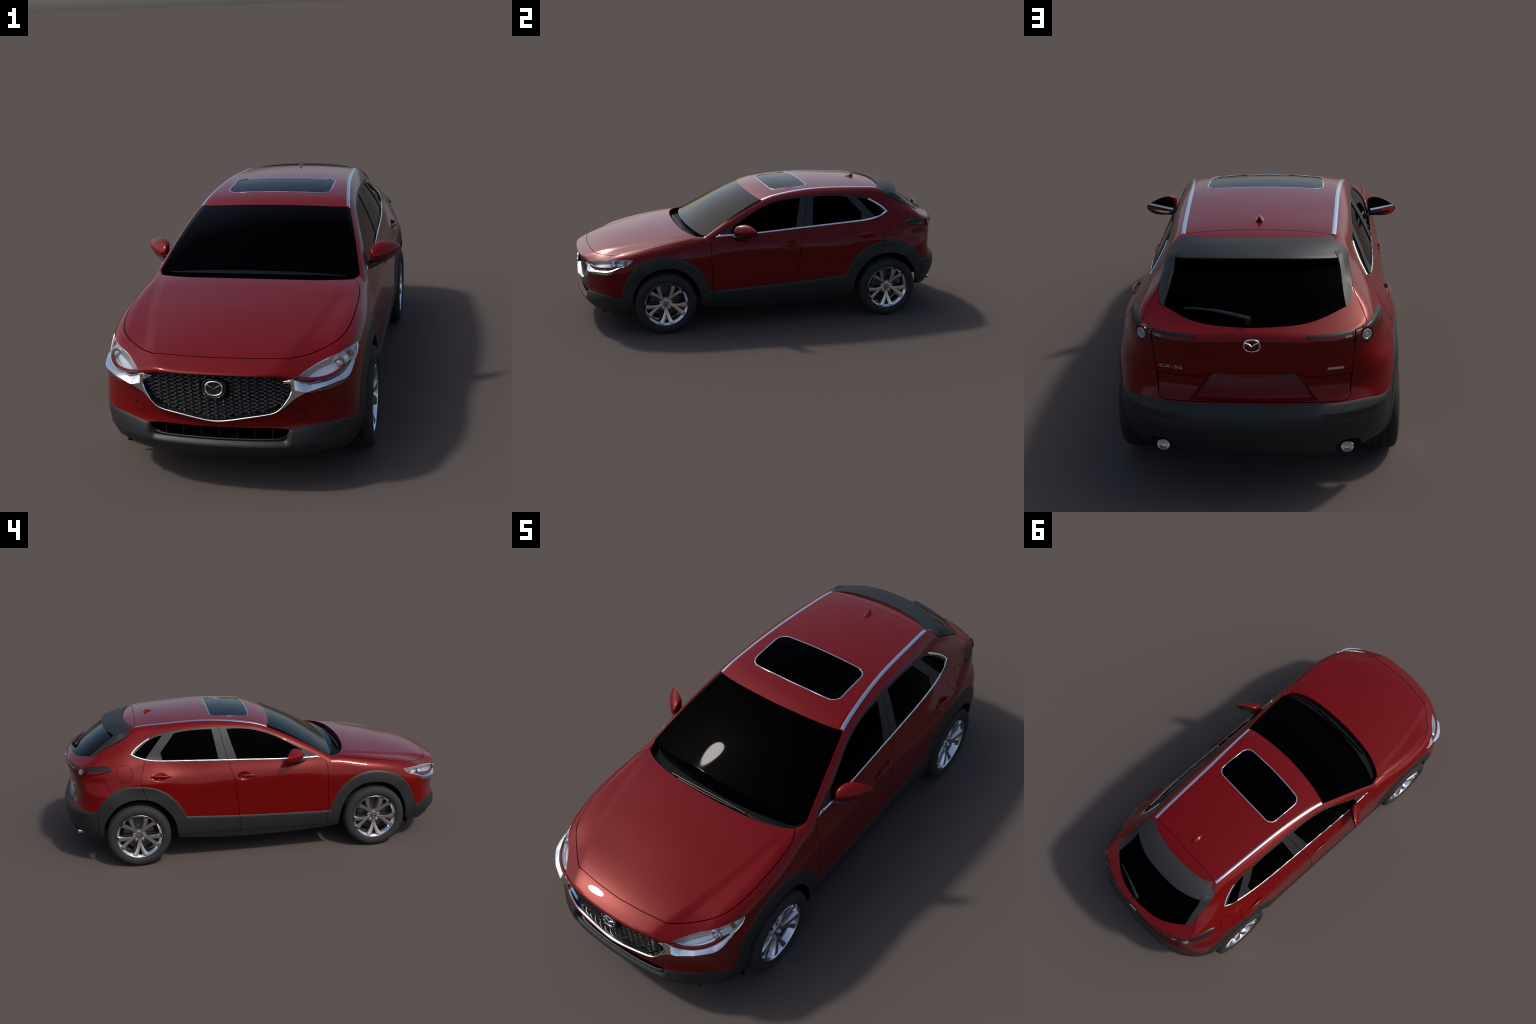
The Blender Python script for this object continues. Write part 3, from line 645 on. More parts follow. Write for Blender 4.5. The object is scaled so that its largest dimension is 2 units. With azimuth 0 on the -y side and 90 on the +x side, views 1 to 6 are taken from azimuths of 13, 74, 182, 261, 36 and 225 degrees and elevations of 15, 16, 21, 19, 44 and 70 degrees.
# glass, roof parts
P['screen'].build('windscreen', GLASS, car, offset=-.0015, edge=lambda v: .006 + .026 * sstep(-.30, -.345, v[:, 1]))
P['cowl'].build('cowl_panel', BLACK, car, offset=-.030, edge=.0)
P['sun_glass'].build('sunroof_glass', GLASS, car, offset=-.0008, edge=.004)
P['sun_frame'].build('sunroof_trim', CHROME, car, offset=lambda v: .0022 * np.sqrt(np.clip(1 - ((sd['sun'](v) + .0021) / .0022) ** 2, 0, 1)), edge=.005)
P['rail'].build('roof_rail', SATIN, car, offset=lambda v: .0016 * np.sqrt(np.clip(1 - ((v[:, 0] - X_RAIL(v[:, 1])) / .0066) ** 2, 0, 1)) + .0004, edge=.006)

# tail
def plate_recess(v):
    return -.004 * sstep(.3185, .326, v[:, 2]) - .042 * np.clip((v[:, 2] - .3185) / (.397 - .3185), 0, 1)
def tail_step(v):
    zc = np.interp(v[:, 0], [0, .117, .135, .154, .27], [.3965, .3965, .389, .382, .381])
    below = sstep(.0035, -.0005, v[:, 2] - zc) * sstep(.3185, .36, v[:, 2])
    return -.006 * below
gate = P['tailgate'].build('tailgate', PAINT, car, offset=tail_step, exact=False, edge=lambda v: np.where(sd['plate'](v) < .001, .040, .007))[0]
P['plate'].build('plate_recess', PAINT, gate, offset=plate_recess, exact=False, edge=.001)
P['rglass'].build('hatch_window', GLASS, gate, offset=-.002, edge=.006)
def fin_off(v):
    t = np.clip((v[:, 1] - .68) / .17, 0, 1)
    return .002 + (.0135 - .011 * t) * sstep(.272, .236, v[:, 0] + .02 * t) * sstep(.664, .715, v[:, 1])
P['fin'].build('spoiler_fin', CLAD, gate, offset=fin_off, edge=.016)
lamps = P['lens_outer'].build('tail_lamp', RED_LENS, car, offset=lambda v: .004 * sstep(0, .006, -sd['tl'](v)), edge=.012)
P['cap_outer'].build('lamp_cap', DARK_LENS, lamps, offset=lambda v: .005 * sstep(0, .005, -sd['tl'](v)), edge=.010)
lamps_in = P['lens_inner'].build('tail_lamp', RED_LENS, gate, offset=.0010, edge=.008)
P['cap_inner'].build('lamp_cap', DARK_LENS, gate, offset=.0016, edge=.008)
P['bumper_r'].build('bumper_cladding', CLAD, car, offset=lambda v: .002 * sstep(0, .004, -sd['bumpr'](v)) + .0028 * np.clip(1 - np.abs(v[:, 2] - .287) / .022, 0, 1) * sstep(.86, .90, v[:, 1]), edge=lambda v: np.where((sd['or'](v) < .001) | (sd['floor'](v) < .001), .024, .008))
P['reflector'].build('bumper_reflector', REFLEX, car, offset=lambda v: .001 + .0028 * np.clip(1 - np.abs(v[:, 2] - .287) / .022, 0, 1) * sstep(.86, .90, v[:, 1]), edge=.006)

# nose
def bumper_shelf(v):
    a = np.abs(v[:, 0]); w = sstep(.212, .192, a)
    inside = -.022 * w * np.clip((v[:, 2] - .159) / .022, 0, 1) + .003 * np.clip(1 - np.abs(v[:, 2] - .158) / .016, 0, 1) * (np.abs(v[:, 1]) > .86)
    return inside + .002 * sstep(0, .005, -sd['redlow'](v)) * (1 - w)
P['bumper_f'].build('bumper_cladding', CLAD, car, offset=bumper_shelf, edge=lambda v: np.where((sd['of'](v) < .001) | (sd['floor'](v) < .001), .024, np.where(sd['intake'](v) < .001, .045, .012)))
def wing_lift(v):
    w = v[:, 0] + v[:, 1]
    up = np.interp(w, [q[0] for q in WING_UP[::-1]], [q[1] for q in WING_UP[::-1]])
    lowz = np.interp(w, [-.757, -.746, -.697, -.616, -.531, -.490, -.431], [.3585, .331, .3225, .333, .336, .343, .3635])
    h = np.clip((v[:, 2] - lowz) / np.maximum(up - lowz, .004), 0, 1)
    k = sstep(-.425, -.52, w) * (.15 + .85 * sstep(-.755, -.70, w))
    return .002 + k * (.0115 * (1 - h) - .0085 * h)
P['wing'].build('chrome_wing', CHROME, car, offset=wing_lift, edge=.020)
P['frame'].build('grille_frame', CHROME, car, offset=lambda v: .001 + .0090 * sstep(.215, .25, v[:, 0]) * sstep(.345, .325, v[:, 2]), edge=.014)
heads = P['head'].build('headlamp', CLEAR, car, offset=-.003, edge=.0)

# dark shell behind the shut lines and glass
keep = ~np.isin(lab.astype(str), ['none', 'head', 'plate', 'cowl'])
P['shell'] = Panel(S, keep)
P['shell'].build('body_shell', BLACK, car, offset=-.0115, edge=0)
# ------------------------------------------------------------------ wheels
WHEEL_R, RIM_R, AXLE_F, AXLE_R, HUB_X, HUB_Z = .1605, .1135, -.5845, .636, .411, .1605
def emblem_wings(a, b, frame, t=.0016):
    """oval ring with a pair of swept wings, built in the plane of frame"""
    o, u, v, w = [np.asarray(q, float) for q in frame]
    n = 48; rows = []
    for k in range(n + 1):
        th = 2 * math.pi * k / n; c, s_ = math.cos(th), math.sin(th)
        r = (abs(c) ** 2.5 + abs(s_) ** 2.5) ** (-1 / 2.5)
        wid = .16 + .05 * abs(c)
        ring = []
        for q, h in ((1, 0), (1 - wid * .12, t * .7), (1 - wid * .5, t), (1 - wid * .88, t * .7), (1 - wid, 0)):
            ring.append(o + u * a * r * c * q + v * b * (r * s_ * q) + w * h)
        rows.append(ring)
    parts = [loft(rows)]
    for sgn in (1, -1):
        up = smooth_curve([(.80, .62), (.52, .44), (.2, .20), (0, -.02)], 14)
        dn = smooth_curve([(.88, .40), (.52, .19), (.2, -.05), (0, -.36)], 14)
        R = []
        for p, q in zip(up, dn):
            m = (p + q) / 2
            R.append([o + u * a * sgn * p[0] + v * b * p[1], o + u * a * sgn * m[0] + v * b * m[1] + w * t * 1.2, o + u * a * sgn * q[0] + v * b * q[1]])
        vf = loft(R)
        parts.append(vf if sgn < 0 else (vf[0], [f[::-1] for f in vf[1]]))
    return join(parts)

# tyre: x is outward, measured from the wheel face
tyre_prof = [(-.014,.1143),(-.003,.1146),(.002,.1185),(.0055,.126),(.0070,.135),(.0055,.144),(.001,.152),(-.006,.1575),(-.014,.1598),(-.0225,WHEEL_R),(-.0235,.1585),(-.0265,.1585),(-.0275,WHEEL_R),(-.046,WHEEL_R),(-.047,.1585),(-.0505,.1585),(-.0515,WHEEL_R),(-.070,WHEEL_R),(-.071,.1585),(-.074,.1585),(-.075,WHEEL_R),(-.084,.1598),(-.092,.1565),(-.099,.150),(-.103,.138),(-.100,.122),(-.092,.1143)]
rim_prof = [(-.095,.111),(-.09,.107),(-.07,.102),(-.035,.0985),(-.018,.0990),(-.009,.1040),(-.003,.1100),(-.0008,.1118),(.0006,.1130),(-.0005,.1141),(-.006,.1141)]
hub_prof = [(-.070,.030),(-.032,.034),(-.022,.032),(-.0175,.0285),(-.0160,.0205),(-.0160,.0)]
disc_prof = [(-.052,.035),(-.052,.078),(-.060,.078),(-.060,.035)]
def spoke(lean):
    """one arm of a V pair: cross-sections from hub to rim"""
    rows = []
    for s_ in np.linspace(0, 1, 12):
        r = .022 + s_ * (.1055 - .022)
        ang = lean * math.radians(5.0 + 10.8 * s_ ** 1.15)
        half = .0068 + .0082 * s_ ** 1.1
        face = -.0150 + .0142 * s_ ** 1.2
        c, sn = math.cos(ang), math.sin(ang); sec = []
        inner = 1.0 if lean > 0 else .62; outer = .62 if lean > 0 else 1.0
        for off, dx in ((-1.12, -.028), (-1.0, -.0125), (-.88 * inner, -.0006), (0, .0003), (.88 * outer, -.0006), (1.0, -.0125), (1.12, -.028)):
            t = off * half
            sec.append((face + dx, r * c - t * sn, r * sn + t * c))
        rows.append(sec)
    return loft(rows)
def rot_x(vf, a):
    c, s_ = math.cos(a), math.sin(a); V = np.asarray(vf[0]); R = np.array([[1, 0, 0], [0, c, -s_], [0, s_, c]])
    return V @ R.T, vf[1]
spokes = []
for k in range(5):
    axis = math.radians(90 + 36 + 72 * k)
    for lean in (1, -1): spokes.append(rot_x(spoke(lean), axis))
nut = lathe([(-.030,.0060),(-.0155,.0060),(-.0138,.0046),(-.0138,0)], 6)
well = lathe([(-.0230,.0100),(-.0148,.0094),(-.0148,.0080),(-.024,.0074)], 20)
def shift(vf, d): return np.asarray(vf[0]) + np.asarray(d), vf[1]
nuts, wells = [], []
for k in range(5):
    a = math.radians(90 + 72 * k); d = (0, .0285 * math.cos(a), .0285 * math.sin(a)); nuts.append(shift(nut, d)); wells.append(shift(well, d))
caliper = join([box((-.075,-.040,.056),(-.046,.040,.088)), box((-.075,-.020,-.090),(-.050,.020,-.060))])
cap_plate = lathe([(-.0205,.0150),(-.0165,.0145),(-.0158,.0125),(-.0158,0)], 32)
cap_mark = emblem_wings(.0098, .0080, ((-.0155, 0, 0), (0, 1, 0), (0, 0, 1), (1, 0, 0)), .0008)
wheel_parts = [('tyre', lathe(tyre_prof, 120), TYRE, 40), ('rim', lathe(rim_prof, 96), ALLOY, 30), ('hub', join([lathe(hub_prof, 48)] + wells), ALLOY, 35),
               ('spoke', join(spokes), ALLOY, 28), ('lug_nut', join(nuts), ALLOY, 30), ('brake_disc', lathe(disc_prof, 64), METAL, 30),
               ('brake_caliper', caliper, METAL, 30), ('hub_cap', cap_plate, GLOSS_BLACK, 30), ('hub_cap_mark', cap_mark, CHROME, 30)]
wheel_mesh = {}
for sidex in (1, -1):
    for ay in (AXLE_F, AXLE_R):
        wheel = bpy.data.objects.new('wheel', None); wheel.empty_display_size = .05; link(wheel, car)
        wheel.location = (sidex * HUB_X, ay, HUB_Z)
        for nm, vf, mat, ang in wheel_parts:
            key = (nm, sidex)
            if key not in wheel_mesh:
                if nm == 'spoke':
                    me = make(nm, vf if sidex > 0 else mirror_x(*vf), mat, wheel, True, ang)
                else:
                    me = make(nm, vf if sidex > 0 else mirror_x(*vf), mat, wheel, True, ang)
                wheel_mesh[key] = me.data
            else:
                o = bpy.data.objects.new(nm, wheel_mesh[key]); link(o, wheel)

# ------------------------------------------------------------------ wheel housings and floor
def housing(yc, zc, r, y0, y1, flip=False):
    a = np.radians(np.linspace(6, 174, 50)); rows = []
    for x in (.12, .30, .384):
        rows.append([(min(x, .335 + .065 * float(sstep(.24, .32, zc + r * math.sin(t)))), yc + r * math.cos(t), max(.13, zc + r * math.sin(t))) for t in a])
    rows.insert(0, [(.12, yc + .01 * math.cos(t), zc + .03) for t in a])
    return loft(rows)
for yc, zc, r in ((-.572, .152, .240), (.630, .160, .234)):
    for o in pair('wheel_housing', housing(yc, zc, r, 0, 0), BLACK, car): pass
floor_parts = [box((-.380,-.385,.128),(.380,.428,.17)), box((-.205,-.80,.135),(.205,.86,.22)), box((-.30,-.90,.112),(.30,-.79,.16)), box((-.20,.83,.165),(.20,.93,.22))]
make('underbody', join(floor_parts), BLACK, car)
make('axle', join([(lambda v, f: (v, f))(*sweep([(-.34, y, .155), (.34, y, .155)], .014, 10, up=(0, 1, 0))) for y in (AXLE_F, AXLE_R)]), BLACK, car)
make('radiator_panel', box((-.21, -.90, .17), (.21, -.88, .37)), BLACK, car)

# ------------------------------------------------------------------ grille
def nose_y(x, z):
    return surface_hit(x=x, z=z, guess='nose')[0][1]
gx = np.linspace(0, .222, 14); gz = np.linspace(.228, .384, 9)
NOSE = np.array([[nose_y(x, z) for z in gz] for x in gx])
def nose(x, z):
    x = np.abs(x); i = np.clip((x / (gx[1])).astype(int) if hasattr(x, 'astype') else int(x / gx[1]), 0, len(gx) - 2); f = x / gx[1] - i
    k = (z - gz[0]) / (gz[1] - gz[0]); j = np.clip(k.astype(int) if hasattr(k, 'astype') else int(k), 0, len(gz) - 2); g = k - j
    return (NOSE[i, j] * (1 - f) + NOSE[i + 1, j] * f) * (1 - g) + (NOSE[i, j + 1] * (1 - f) + NOSE[i + 1, j + 1] * f) * g
# back plate follows the nose, set in
xs_ = np.linspace(-.222, .222, 60); zs_ = np.linspace(.230, .382, 24)
grille = make('grille', loft([[(x, nose(x, z) + .018, z) for z in zs_] for x in xs_]), BLACK, car)
# chrome blade along the lower edge of the grille: deep upper face, sharp nose, short underside
ga = smooth_curve([(.2085, .3575)] + GRILLE_SIDE[1:], 40); fl = smooth_curve([(.2125, .3560), (.2215, .331), (.211, .300), (.1925, .277), (.173, .2625), (.118, .2500), (.030, .2350), (0, .2325)], 40)
blade = []
for i, ((ax, az), (bx, bz)) in enumerate(zip(ga, fl)):
    t = i / 39; out = .0015 + .011 * float(sstep(0, .35, t)); dp = float(sstep(.06, .30, t))
    ny, by = float(nose(ax, az)), float(nose(bx, bz))
    blade.append([(ax, ny + .001 + .029 * dp, az + .0035 * t), (ax, ny + .008 * dp, az + .0018 * t), (ax, ny - out + .0045 * dp, az + .0008 * t), (.75 * ax + .25 * bx, ny - out + .0006, .72 * az + .28 * bz), (.55 * ax + .45 * bx, ny - out, .5 * az + .5 * bz), (.25 * ax + .75 * bx, by - out * .7, .2 * az + .8 * bz), (bx, by + .003, bz)])
right = [np.array(r) for r in blade]; left = [r * [-1, 1, 1] for r in right[::-1]][1:]
make('grille_blade', loft(right + left), CHROME, car, True, 40)
scales = []
row = 0; z = .2425
while z < .374:
    shift_x = 0 if row % 2 == 0 else .0118
    for k in range(-11, 12):
        x = k * .0236 + shift_x
        if poly_sd(P_GRILLE, np.array([[abs(x), z]]))[0] > -.003: continue
        if math.hypot(x / .043, (z - .327) / .034) < 1: continue
        y = float(nose(x, z)) + .0075
        if row % 2 == 0:      # diamond stud
            w, h = .0078, .0042
            V = [(x - w, y + .006, z + .001), (x, y + .0045, z + h), (x + w, y + .006, z + .001), (x, y + .004, z - h), (x, y + .0022, z - .0004)]
            F = [(0, 3, 4), (3, 2, 4), (2, 1, 4), (1, 0, 4)]
        else:                 # crescent lip
            V, F = [], []
            for i in range(7):
                u = -1 + i / 3; dz = -.0042 * (1 - u * u)
                V += [(x + u * .0085, y + .007, z + .0022), (x + u * .0085, y + .0040 + .0022 * u * u, z + dz + .0012), (x + u * .0085, y + .007, z + dz - .0010)]
            for i in range(6):
                for q in range(2): F.append((3*i + q, 3*i + q + 1, 3*i + q + 4, 3*i + q + 3))
        scales.append((np.array(V), F))
    z += .0061; row += 1
mesh_o = make('grille_mesh', join(scales), GLOSS_BLACK, grille, True, 20); mesh_o['kind'] = 'stuff'
# web between the studs
web = []
for d in (1, -1):
    for k in range(-24, 25):
        pts = []
        for t in np.linspace(0, 1, 40):
            zz = .238 + t * .138; xx = k * .0236 + d * (zz - .238) * 1.93
            if abs(xx) < .221 and poly_sd(P_GRILLE, np.array([[abs(xx), zz]]))[0] < .002: pts.append((xx, float(nose(xx, zz)) + .0165, zz))
        if len(pts) > 2: web.append(sweep(pts, .0011, 5, up=(0, 1, 0)))
w_o = make('grille_web', join(web), GLOSS_BLACK, grille); w_o['kind'] = 'stuff'

def slanted(o, tilt):
    """frame facing the nose, leaning back by tilt"""
    c, s_ = math.cos(tilt), math.sin(tilt)
    return (np.array(o), (1, 0, 0), (0, s_, c), (0, -c, s_))
fr = slanted((0, nose(0., .334) + .004, .333), .14)
def dish(a, b, frame, hs):
    o, u, v, w = [np.asarray(q, float) for q in frame]; rows = []
    for q, h in hs:
        rows.append([o + u * a * q * math.cos(t) * (abs(math.cos(t))**2.4 + abs(math.sin(t))**2.4) ** (-1/2.4) + v * b * q * math.sin(t) * (abs(math.cos(t))**2.4 + abs(math.sin(t))**2.4) ** (-1/2.4) + w * h for t in np.linspace(0, 2 * math.pi, 49)])
    return loft(rows[::-1])
make('emblem_plate', dish(.0345, .0285, fr, [(1.06, -.022), (1.02, 0.0), (.93, .0025), (.86, .001), (0.0, .001)]), GLOSS_BLACK, grille)
fe = (fr[0] + np.array(fr[3]) * .0016, *fr[1:])
make('emblem', emblem_wings(.0272, .0212, fe, .0032), CHROME, grille)
# lower intake: dark tunnel and upright vanes
make('intake_duct', join([box((-.215, -.905, .160), (.215, -.900, .222))]), BLACK, car)
vanes = [box((x - .0012, -.960, .170), (x + .0012, -.902, .2195)) for x in (-.157, -.105, -.0525, 0, .0525, .105, .157)]
make('intake_vane', join(vanes), CLAD, car)
make('intake_lip', join([box((-.205, -.955, .219), (.205, -.900, .222)), box((-.20, -.955, .168), (.20, -.900, .1725))]), BLACK, car)

# ------------------------------------------------------------------ headlamp interior
# bowl follows the lens, set in
Q = P['head']
bowl_off = lambda v: -.020 * sstep(0, .010, -sd['head'](v)) - .001
Q.build('headlamp_bowl', REFLECTOR, heads, offset=bowl_off, edge=0, exact=False)
def along(w, z, back):
    """point behind the headlamp lens at diagonal position w"""
    lo, hi = np.array([.5 * (w + .55), .5 * (w - .55) , z]), np.array([.5 * (w + 1.45), .5 * (w - 1.45), z])
    for k in range(40):
        m = (lo + hi) / 2
        if body(m[None])[0] < 0: lo = m
        else: hi = m
    n = gradient(body, lo[None])[0]
    return lo - n * back, n
def frame_at(p, n):
    u = np.cross((0, 0, 1), n); u /= np.linalg.norm(u); v = np.cross(n, u); return p, u, v, n
def drum(p, n, prof, k=28, squash=1.):
    o, u, v, w = frame_at(p, n); rows = [[o + u * r * math.cos(t) + v * r * squash * math.sin(t) + w * h for t in np.linspace(0, 2 * math.pi, k)] for h, r in prof]
    return loft(rows)
p, n = along(-.505, .3745, .018)
n2 = np.array([.25, -.95, .12]); n2 /= np.linalg.norm(n2)
pair('projector_ring', drum(p, n2, [(-.004, .0205), (.007, .0195), (.007, .0165), (-.002, .0130)]), CHROME, heads)
pair('projector_lens', drum(p, n2, [(-.002, .0135), (.004, .0120), (.0085, .0070), (.0095, .0)]), WHITE_LENS, heads)
p3, n3 = along(-.418, .383, .013)
pair('turn_signal', drum(p3, n3, [(-.004, .0085), (.002, .0080), (.003, .0)], 20, .8), AMBER, heads)
strip = []  # red reflection low in the lamp, modelled as a solid red bar
for w_, z_ in ((-.735,.357),(-.70,.353),(-.66,.3495),(-.60,.350),(-.54,.3555),(-.48,.3625),(-.445,.368)):
    strip.append(along(w_, z_, .006)[0])
pair('red_reflection_bar', sweep(smooth_curve(strip, 24), np.interp(np.linspace(0, 1, 24), [0, .1, .8, 1], [.002, .0070, .0062, .002]), 8), RED_LENS, heads)

# ------------------------------------------------------------------ tail lamp rings
def rear_point(x, z, out=0.):
    p, n = surface_hit(x=x, z=z, guess='tail'); return p + n * out, n
p, n = rear_point(.3045, .4925, .0025); nb = .5 * n + .5 * np.array([.40, .90, .10]); nb /= np.linalg.norm(nb)
pair('lamp_ring', drum(p, nb, [(-.012, .0235), (.0040, .0225), (.0044, .0185), (.000, .0165)]), RED_LENS, lamps)
pair('lamp_bulb', drum(p, nb, [(-.004, .0165), (.0050, .0155), (.0058, .0125), (.0036, .0105), (.0036, .0065), (.0052, .0055), (.0052, 0)]), WHITE_LENS, lamps)
def rear_strip(x0, x1, z0, z1, out, k=8):
    rows = []
    for x in np.linspace(x0, x1, k):
        a, n_ = rear_point(x, z0, out); b, _ = rear_point(x, z1, out); rows.append([a - n_ * .004, a, b, b - n_ * .004])
    return loft([r[::-1] for r in rows])
pair('reversing_light', rear_strip(.248, .267, .4980, .5030, .0022), GREY_LENS, lamps_in)

# ------------------------------------------------------------------ spoiler
def curve_at(pts, n): return smooth_curve(pts, n)
NSP = 40
front = smooth_curve([(0,.672,.6885),(.05,.671,.688),(.10,.6655,.6865),(.15,.656,.684),(.198,.636,.6795),(.216,.620,.6785),(.2315,.6205,.6765)], NSP)
rearc = smooth_curve([(0,.780,.6675),(.06,.778,.6665),(.12,.770,.6635),(.18,.7505,.657),(.225,.727,.650),(.252,.700,.6445),(.2645,.6675,.6405)], NSP)
rows = []
under = rearc + np.stack([-.03 * (rearc[:, 0] / .26) ** 2, np.full(NSP, -.05), np.full(NSP, -.020)], 1)
for s_ in np.linspace(0, 1, 11):
    q = front * (1 - s_) + rearc * s_
    q[:, 2] += .0060 * math.sin(math.pi * s_) * (1 - (q[:, 0] / .29) ** 4)
    rows.append(q)
lip = rearc.copy(); lip[:, 2] -= .0015; lip[:, 1] += .002; rows.append(lip)
lip2 = rearc.copy(); lip2[:, 2] -= .0085; lip2[:, 1] -= .001; rows.append(lip2)
lip3 = rearc.copy(); lip3[:, 2] -= .0115; lip3[:, 1] -= .007; rows.append(lip3)
rows.append(under)
f0 = front.copy(); f0[:, 2] -= .012; rows.insert(0, f0)
full = [np.vstack([(r * [-1, 1, 1])[::-1][:-1], r]) for r in rows]
spoiler = make('spoiler', loft([r[::-1] for r in full]), CLAD, gate, True, 50)
bl = rearc[rearc[:, 0] < .105]
blr = [np.vstack([(q * [-1, 1, 1])[::-1][:-1], q]) for q in (bl + [0, -.0005, -.0095], bl + [0, -.0065, -.0125], bl + [0, -.014, -.0145])]
make('brake_light', loft([r[::-1] for r in blr]), RED_LENS, gate)

# ------------------------------------------------------------------ antenna
ant = []
for t in np.linspace(0, 1, 10):
    yb = .507 + .053 * t; h = .0015 + .0190 * t ** 1.6; w = .004 + .0110 * math.sin(math.pi * min(1, .15 + .6 * t))
    zb = float(t_cabin(np.array(0.), np.array(yb))) - .001
    ant.append([(-w, yb, zb), (-w * .55, yb, zb + h * .35), (-.0012, yb + .003 * t, zb + h * .9), (0, yb + .004 * t, zb + h), (.0012, yb + .003 * t, zb + h * .9), (w * .55, yb, zb + h * .35), (w, yb, zb)])
v_, f_ = loft([r[::-1] for r in ant]); k_ = len(ant) - 1
f_.append(tuple(k_ * 7 + i for i in range(7)))
make('antenna', (v_, f_), PAINT, car, True, 60)

# ------------------------------------------------------------------ wing mirrors
mirrors = [bpy.data.objects.new('wing_mirror', None), bpy.data.objects.new('wing_mirror', None)]
for s_, o in zip((1, -1), mirrors): o.location = (0, 0, 0); link(o, car)
# outline of the mirror face (x, z) seen from behind; the face is turned outwards, the shell tapers to its outer tip
face = smooth_curve([(.3685,.511),(.3675,.528),(.3705,.5440),(.382,.5525),(.402,.5540),(.426,.5485),(.452,.5360),(.4585,.5260),(.446,.5040),(.414,.4890),(.388,.4860),(.374,.4930),(.3685,.511)], 49)[:-1]
TURN = .62
def mirror_ring(t, k=None, y_in=0.):
    k = (1 - t ** 2.3) ** .60 if k is None else k
    c = np.array([.405 - .020 * t, -.1505 - .066 * t + y_in, .5205 - .007 * t])
    q = (face - [.405, .5205]) * k
    return np.stack([c[0] + q[:, 0], c[1] + TURN * q[:, 0], c[2] + q[:, 1]], 1)
shell_rows = [mirror_ring(0, .93, -.003), mirror_ring(0, .975, .001)] + [mirror_ring(t) for t in (.03, .15, .3, .45, .6, .72, .82, .9, .96, .995)]
face = (face - [.405, .5205]) * 1.05 + [.406, .5205]
shell_rows = [mirror_ring(0, .93, -.003), mirror_ring(0, .975, .001)] + [mirror_ring(t) for t in (.03, .15, .3, .45, .6, .72, .82, .9, .96, .995)]
pair('mirror_housing', loft([r[::-1] for r in shell_rows[::-1]], closed=True), PAINT, mirrors, 50)
g = mirror_ring(0, .94, -.002); pair('mirror_face', (g, [tuple(range(len(g)))]), MIRROR, mirrors)
# dark lower shell that runs out to the tip, and the stalk
low_rows = []
for t in np.linspace(0, 1, 18):
    x = .362 + .090 * t; yc = -.205 + .074 * t; w = .025 * (1 - t ** 2.2) + .005
    zc = .4835 + .031 * t ** 1.5; h = .0115 * (1 - .5 * t)
    low_rows.append([(x, yc + w * math.cos(a), zc + h * math.sin(a)) for a in np.linspace(0, 2 * math.pi, 17)[:-1]])
pair('mirror_foot', loft(low_rows, True, True), CLAD, mirrors, 50)
base_rows = []
for t in np.linspace(0, 1, 6):
    x = .345 + .026 * t; base_rows.append([(x, -.165 - .020 * t + (.045 - .018 * t) * math.cos(a), .470 + .009 * t + (.012 - .003 * t) * math.sin(a)) for a in np.linspace(0, 2 * math.pi, 17)[:-1]])
pair('mirror_base', loft(base_rows, True, True), PAINT, mirrors, 50)

# ------------------------------------------------------------------ door handles
for k in 'ab':
    yc, zc, a_, b_, hy, hz = HANDLE[k]; rows = []
    tilt = .07
    for t in np.linspace(-1, 1, 21):
        y = hy + .053 * t; z = hz + tilt * (y - hy)
        p, n = surface_hit(y=y, z=z); out = .0085 * (1 - abs(t) ** 4) - .002
        hh = .0062 * (1 - .55 * abs(t) ** 3); dd_ = .0050
        up = np.cross(n, (0, 1, 0)); up = up if up[2] > 0 else -up
        c = p + n * out
        rows.append([c + up * hh * math.sin(q) + n * dd_ * math.cos(q) * (1 if math.cos(q) > 0 else .6) for q in np.linspace(0, 2 * math.pi, 13)[:-1]])
    pair('door_handle', loft(rows, True, True), PAINT, doors[k], 60)

# ------------------------------------------------------------------ wipers
def on_top(x, y, up): return (x, y, float(max(t_cabin(np.array(x), np.array(y)), -1)) + up)
def cowl_pt(x, y, up): return (x, y, float(t_hood(np.array(x), np.array(y))) - .010 + up)
blade_a = [cowl_pt(x, y, -.012) for x, y in ((.150,-.452),(.05,-.456),(-.06,-.452),(-.20,-.440))]
blade_b = [cowl_pt(x, y, -.012) for x, y in ((-.163,-.447),(-.259,-.424),(-.326,-.392))]
arm_a = [cowl_pt(x, y, -.009) for x, y in ((.185,-.446),(.07,-.4485),(-.05,-.447),(-.150,-.447))]
wp = [sweep(smooth_curve([(-q[0], q[1], q[2]) for q in b], 20), r, 8) for b, r in ((blade_a, .0034), (blade_b, .0034), (arm_a, .0042))]
make('wiper', join(wp), GLOSS_BLACK, car)
def glass_pt(x, y, up):
    z = float(t_cabin(np.array(x), np.array(y))); return (x, y, z + up)
rw = smooth_curve([glass_pt(.188, .884, .010), glass_pt(.118, .902, .011), glass_pt(.055, .921, .012), glass_pt(.006, .936, .013)], 24)
rad = np.interp(np.linspace(0, 1, 24), [0, .35, .4, 1], [.0030, .0050, .0060, .0088])
make('wiper', join([sweep(rw, rad, 10, (1.0, .75)), sweep([glass_pt(.012, .936, 0), glass_pt(.012, .936, .016)], .009, 12, up=(0, 1, 0))]), GLOSS_BLACK, gate)

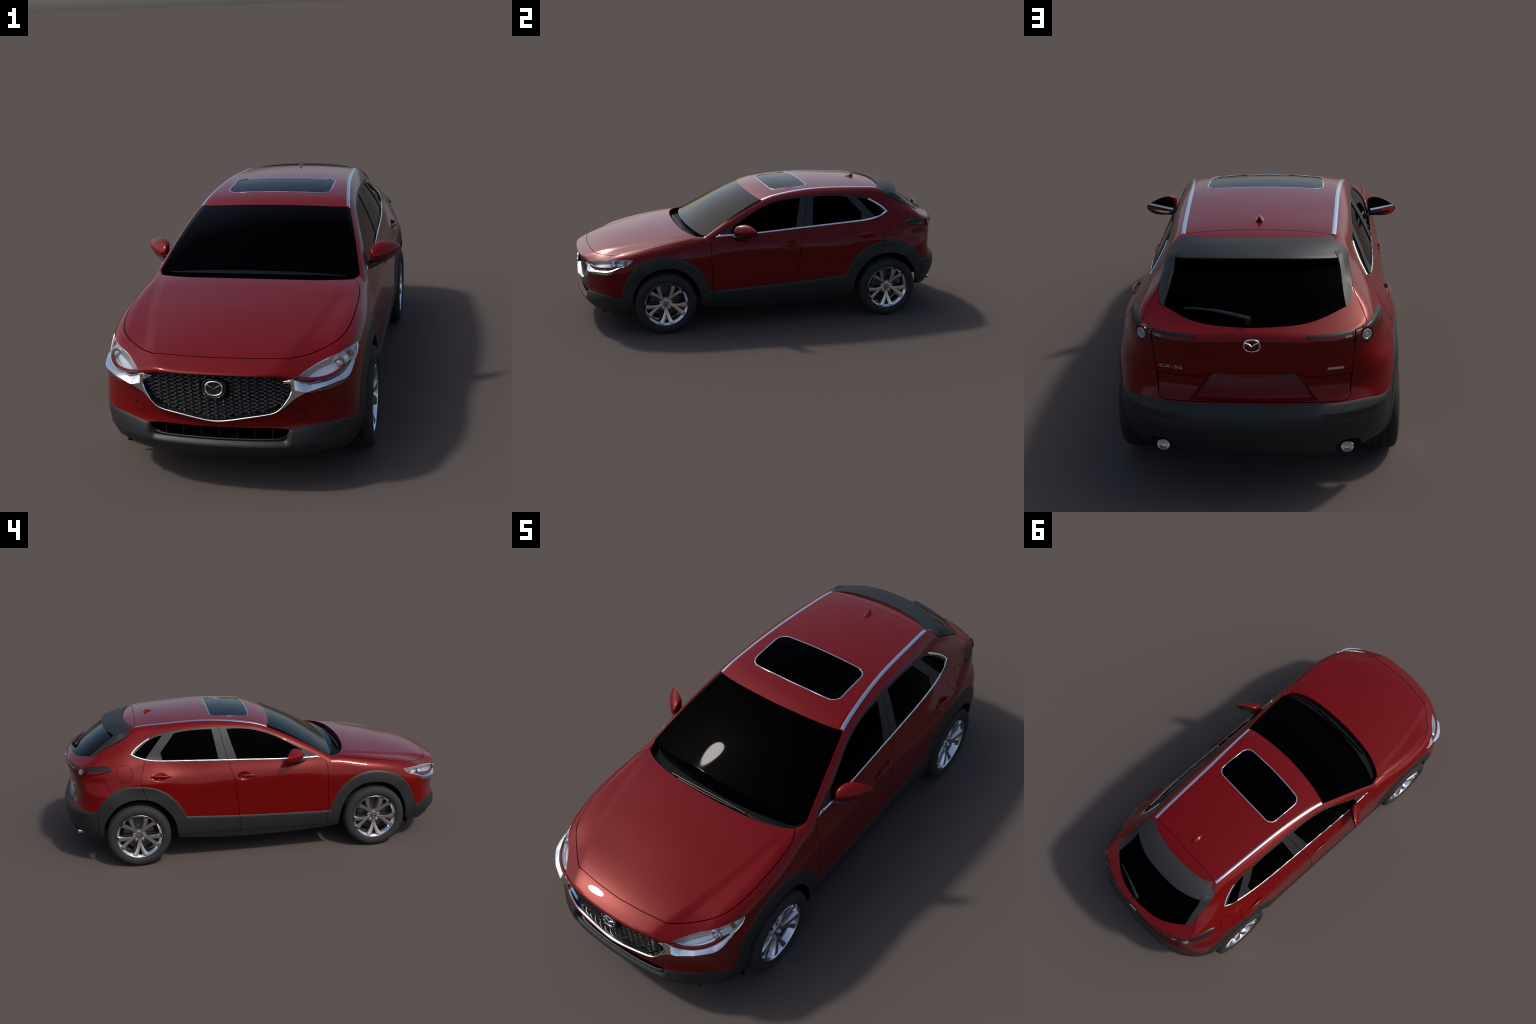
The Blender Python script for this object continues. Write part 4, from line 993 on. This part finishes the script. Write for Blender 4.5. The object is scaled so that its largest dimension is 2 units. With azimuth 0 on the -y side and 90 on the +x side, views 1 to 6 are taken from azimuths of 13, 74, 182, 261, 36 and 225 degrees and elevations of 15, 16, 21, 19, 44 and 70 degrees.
# ------------------------------------------------------------------ badges on the tailgate
def gate_frame(x, z, out=0.):
    p, n = rear_point(abs(x), z, 0.); n = n * [math.copysign(1, x) if x else 0, 1, 1]; p = p * [math.copysign(1, x) if x else 1, 1, 1]
    n = n / np.linalg.norm(n); u = np.cross((0, 0, 1), n); u = u / np.linalg.norm(u); v = np.cross(n, u)
    return p + n * out, u, v, n
ee = gate_frame(0, .492, .0012)
make('emblem', emblem_wings(.0238, .0190, ee, .0030), CHROME, gate)
o_, u_, v_, n_ = gate_frame(-.224, .4085, .0005)
make('trim_badge', prism([(-.0232, -.0038), (.0232, -.0038), (.0232, .0034), (-.0232, .0034)], (o_, u_, v_, n_), .0022), SATIN, gate)
cu = bpy.data.curves.new('model_badge', 'FONT'); cu.body = 'CX-30'; cu.size = .0205; cu.extrude = .0011; cu.align_x = 'CENTER'; cu.align_y = 'CENTER'; cu.space_character = 1.12; cu.offset = .0004
tmp = bpy.data.objects.new('tmp_text', cu); link(tmp)
bpy.context.view_layer.update()
me = bpy.data.meshes.new_from_object(tmp.evaluated_get(bpy.context.evaluated_depsgraph_get()))
bpy.data.objects.remove(tmp); bpy.data.curves.remove(cu)
me.materials.clear(); me.materials.append(SATIN); me.name = 'model_badge'
o_, u_, v_, n_ = gate_frame(.2265, .4085, .0012)
co = np.empty(len(me.vertices) * 3); me.vertices.foreach_get('co', co); co = co.reshape(-1, 3)
# letters are wide and low
world = o_ + co[:, :1] * 1.12 * u_ + co[:, 1:2] * .62 * v_ + co[:, 2:] * n_
me.vertices.foreach_set('co', world.ravel()); me.update()
link(bpy.data.objects.new('model_badge', me), gate)

# ------------------------------------------------------------------ exhaust tips
pipe = [(-.07, .0135), (-.002, .0155), (.002, .0165), (.0038, .0158), (.002, .0150), (-.012, .0135), (-.0135, .006), (-.0135, 0)]  # shallow silver end disc closes the bore so its inside looks brightly lit
rows = [[(.259 + r * math.cos(t) * 1.12, .937 + h - .12 * r * math.sin(t), .1625 + r * math.sin(t)) for t in np.linspace(0, 2 * math.pi, 33)] for h, r in pipe]
pair('exhaust_tip', loft([r[::-1] for r in rows]), SATIN, car)

# ------------------------------------------------------------------ mud flaps ahead of the wheels
pair('mud_flap', box((.33, -.772, .10), (.388, -.764, .16)), BLACK, car)
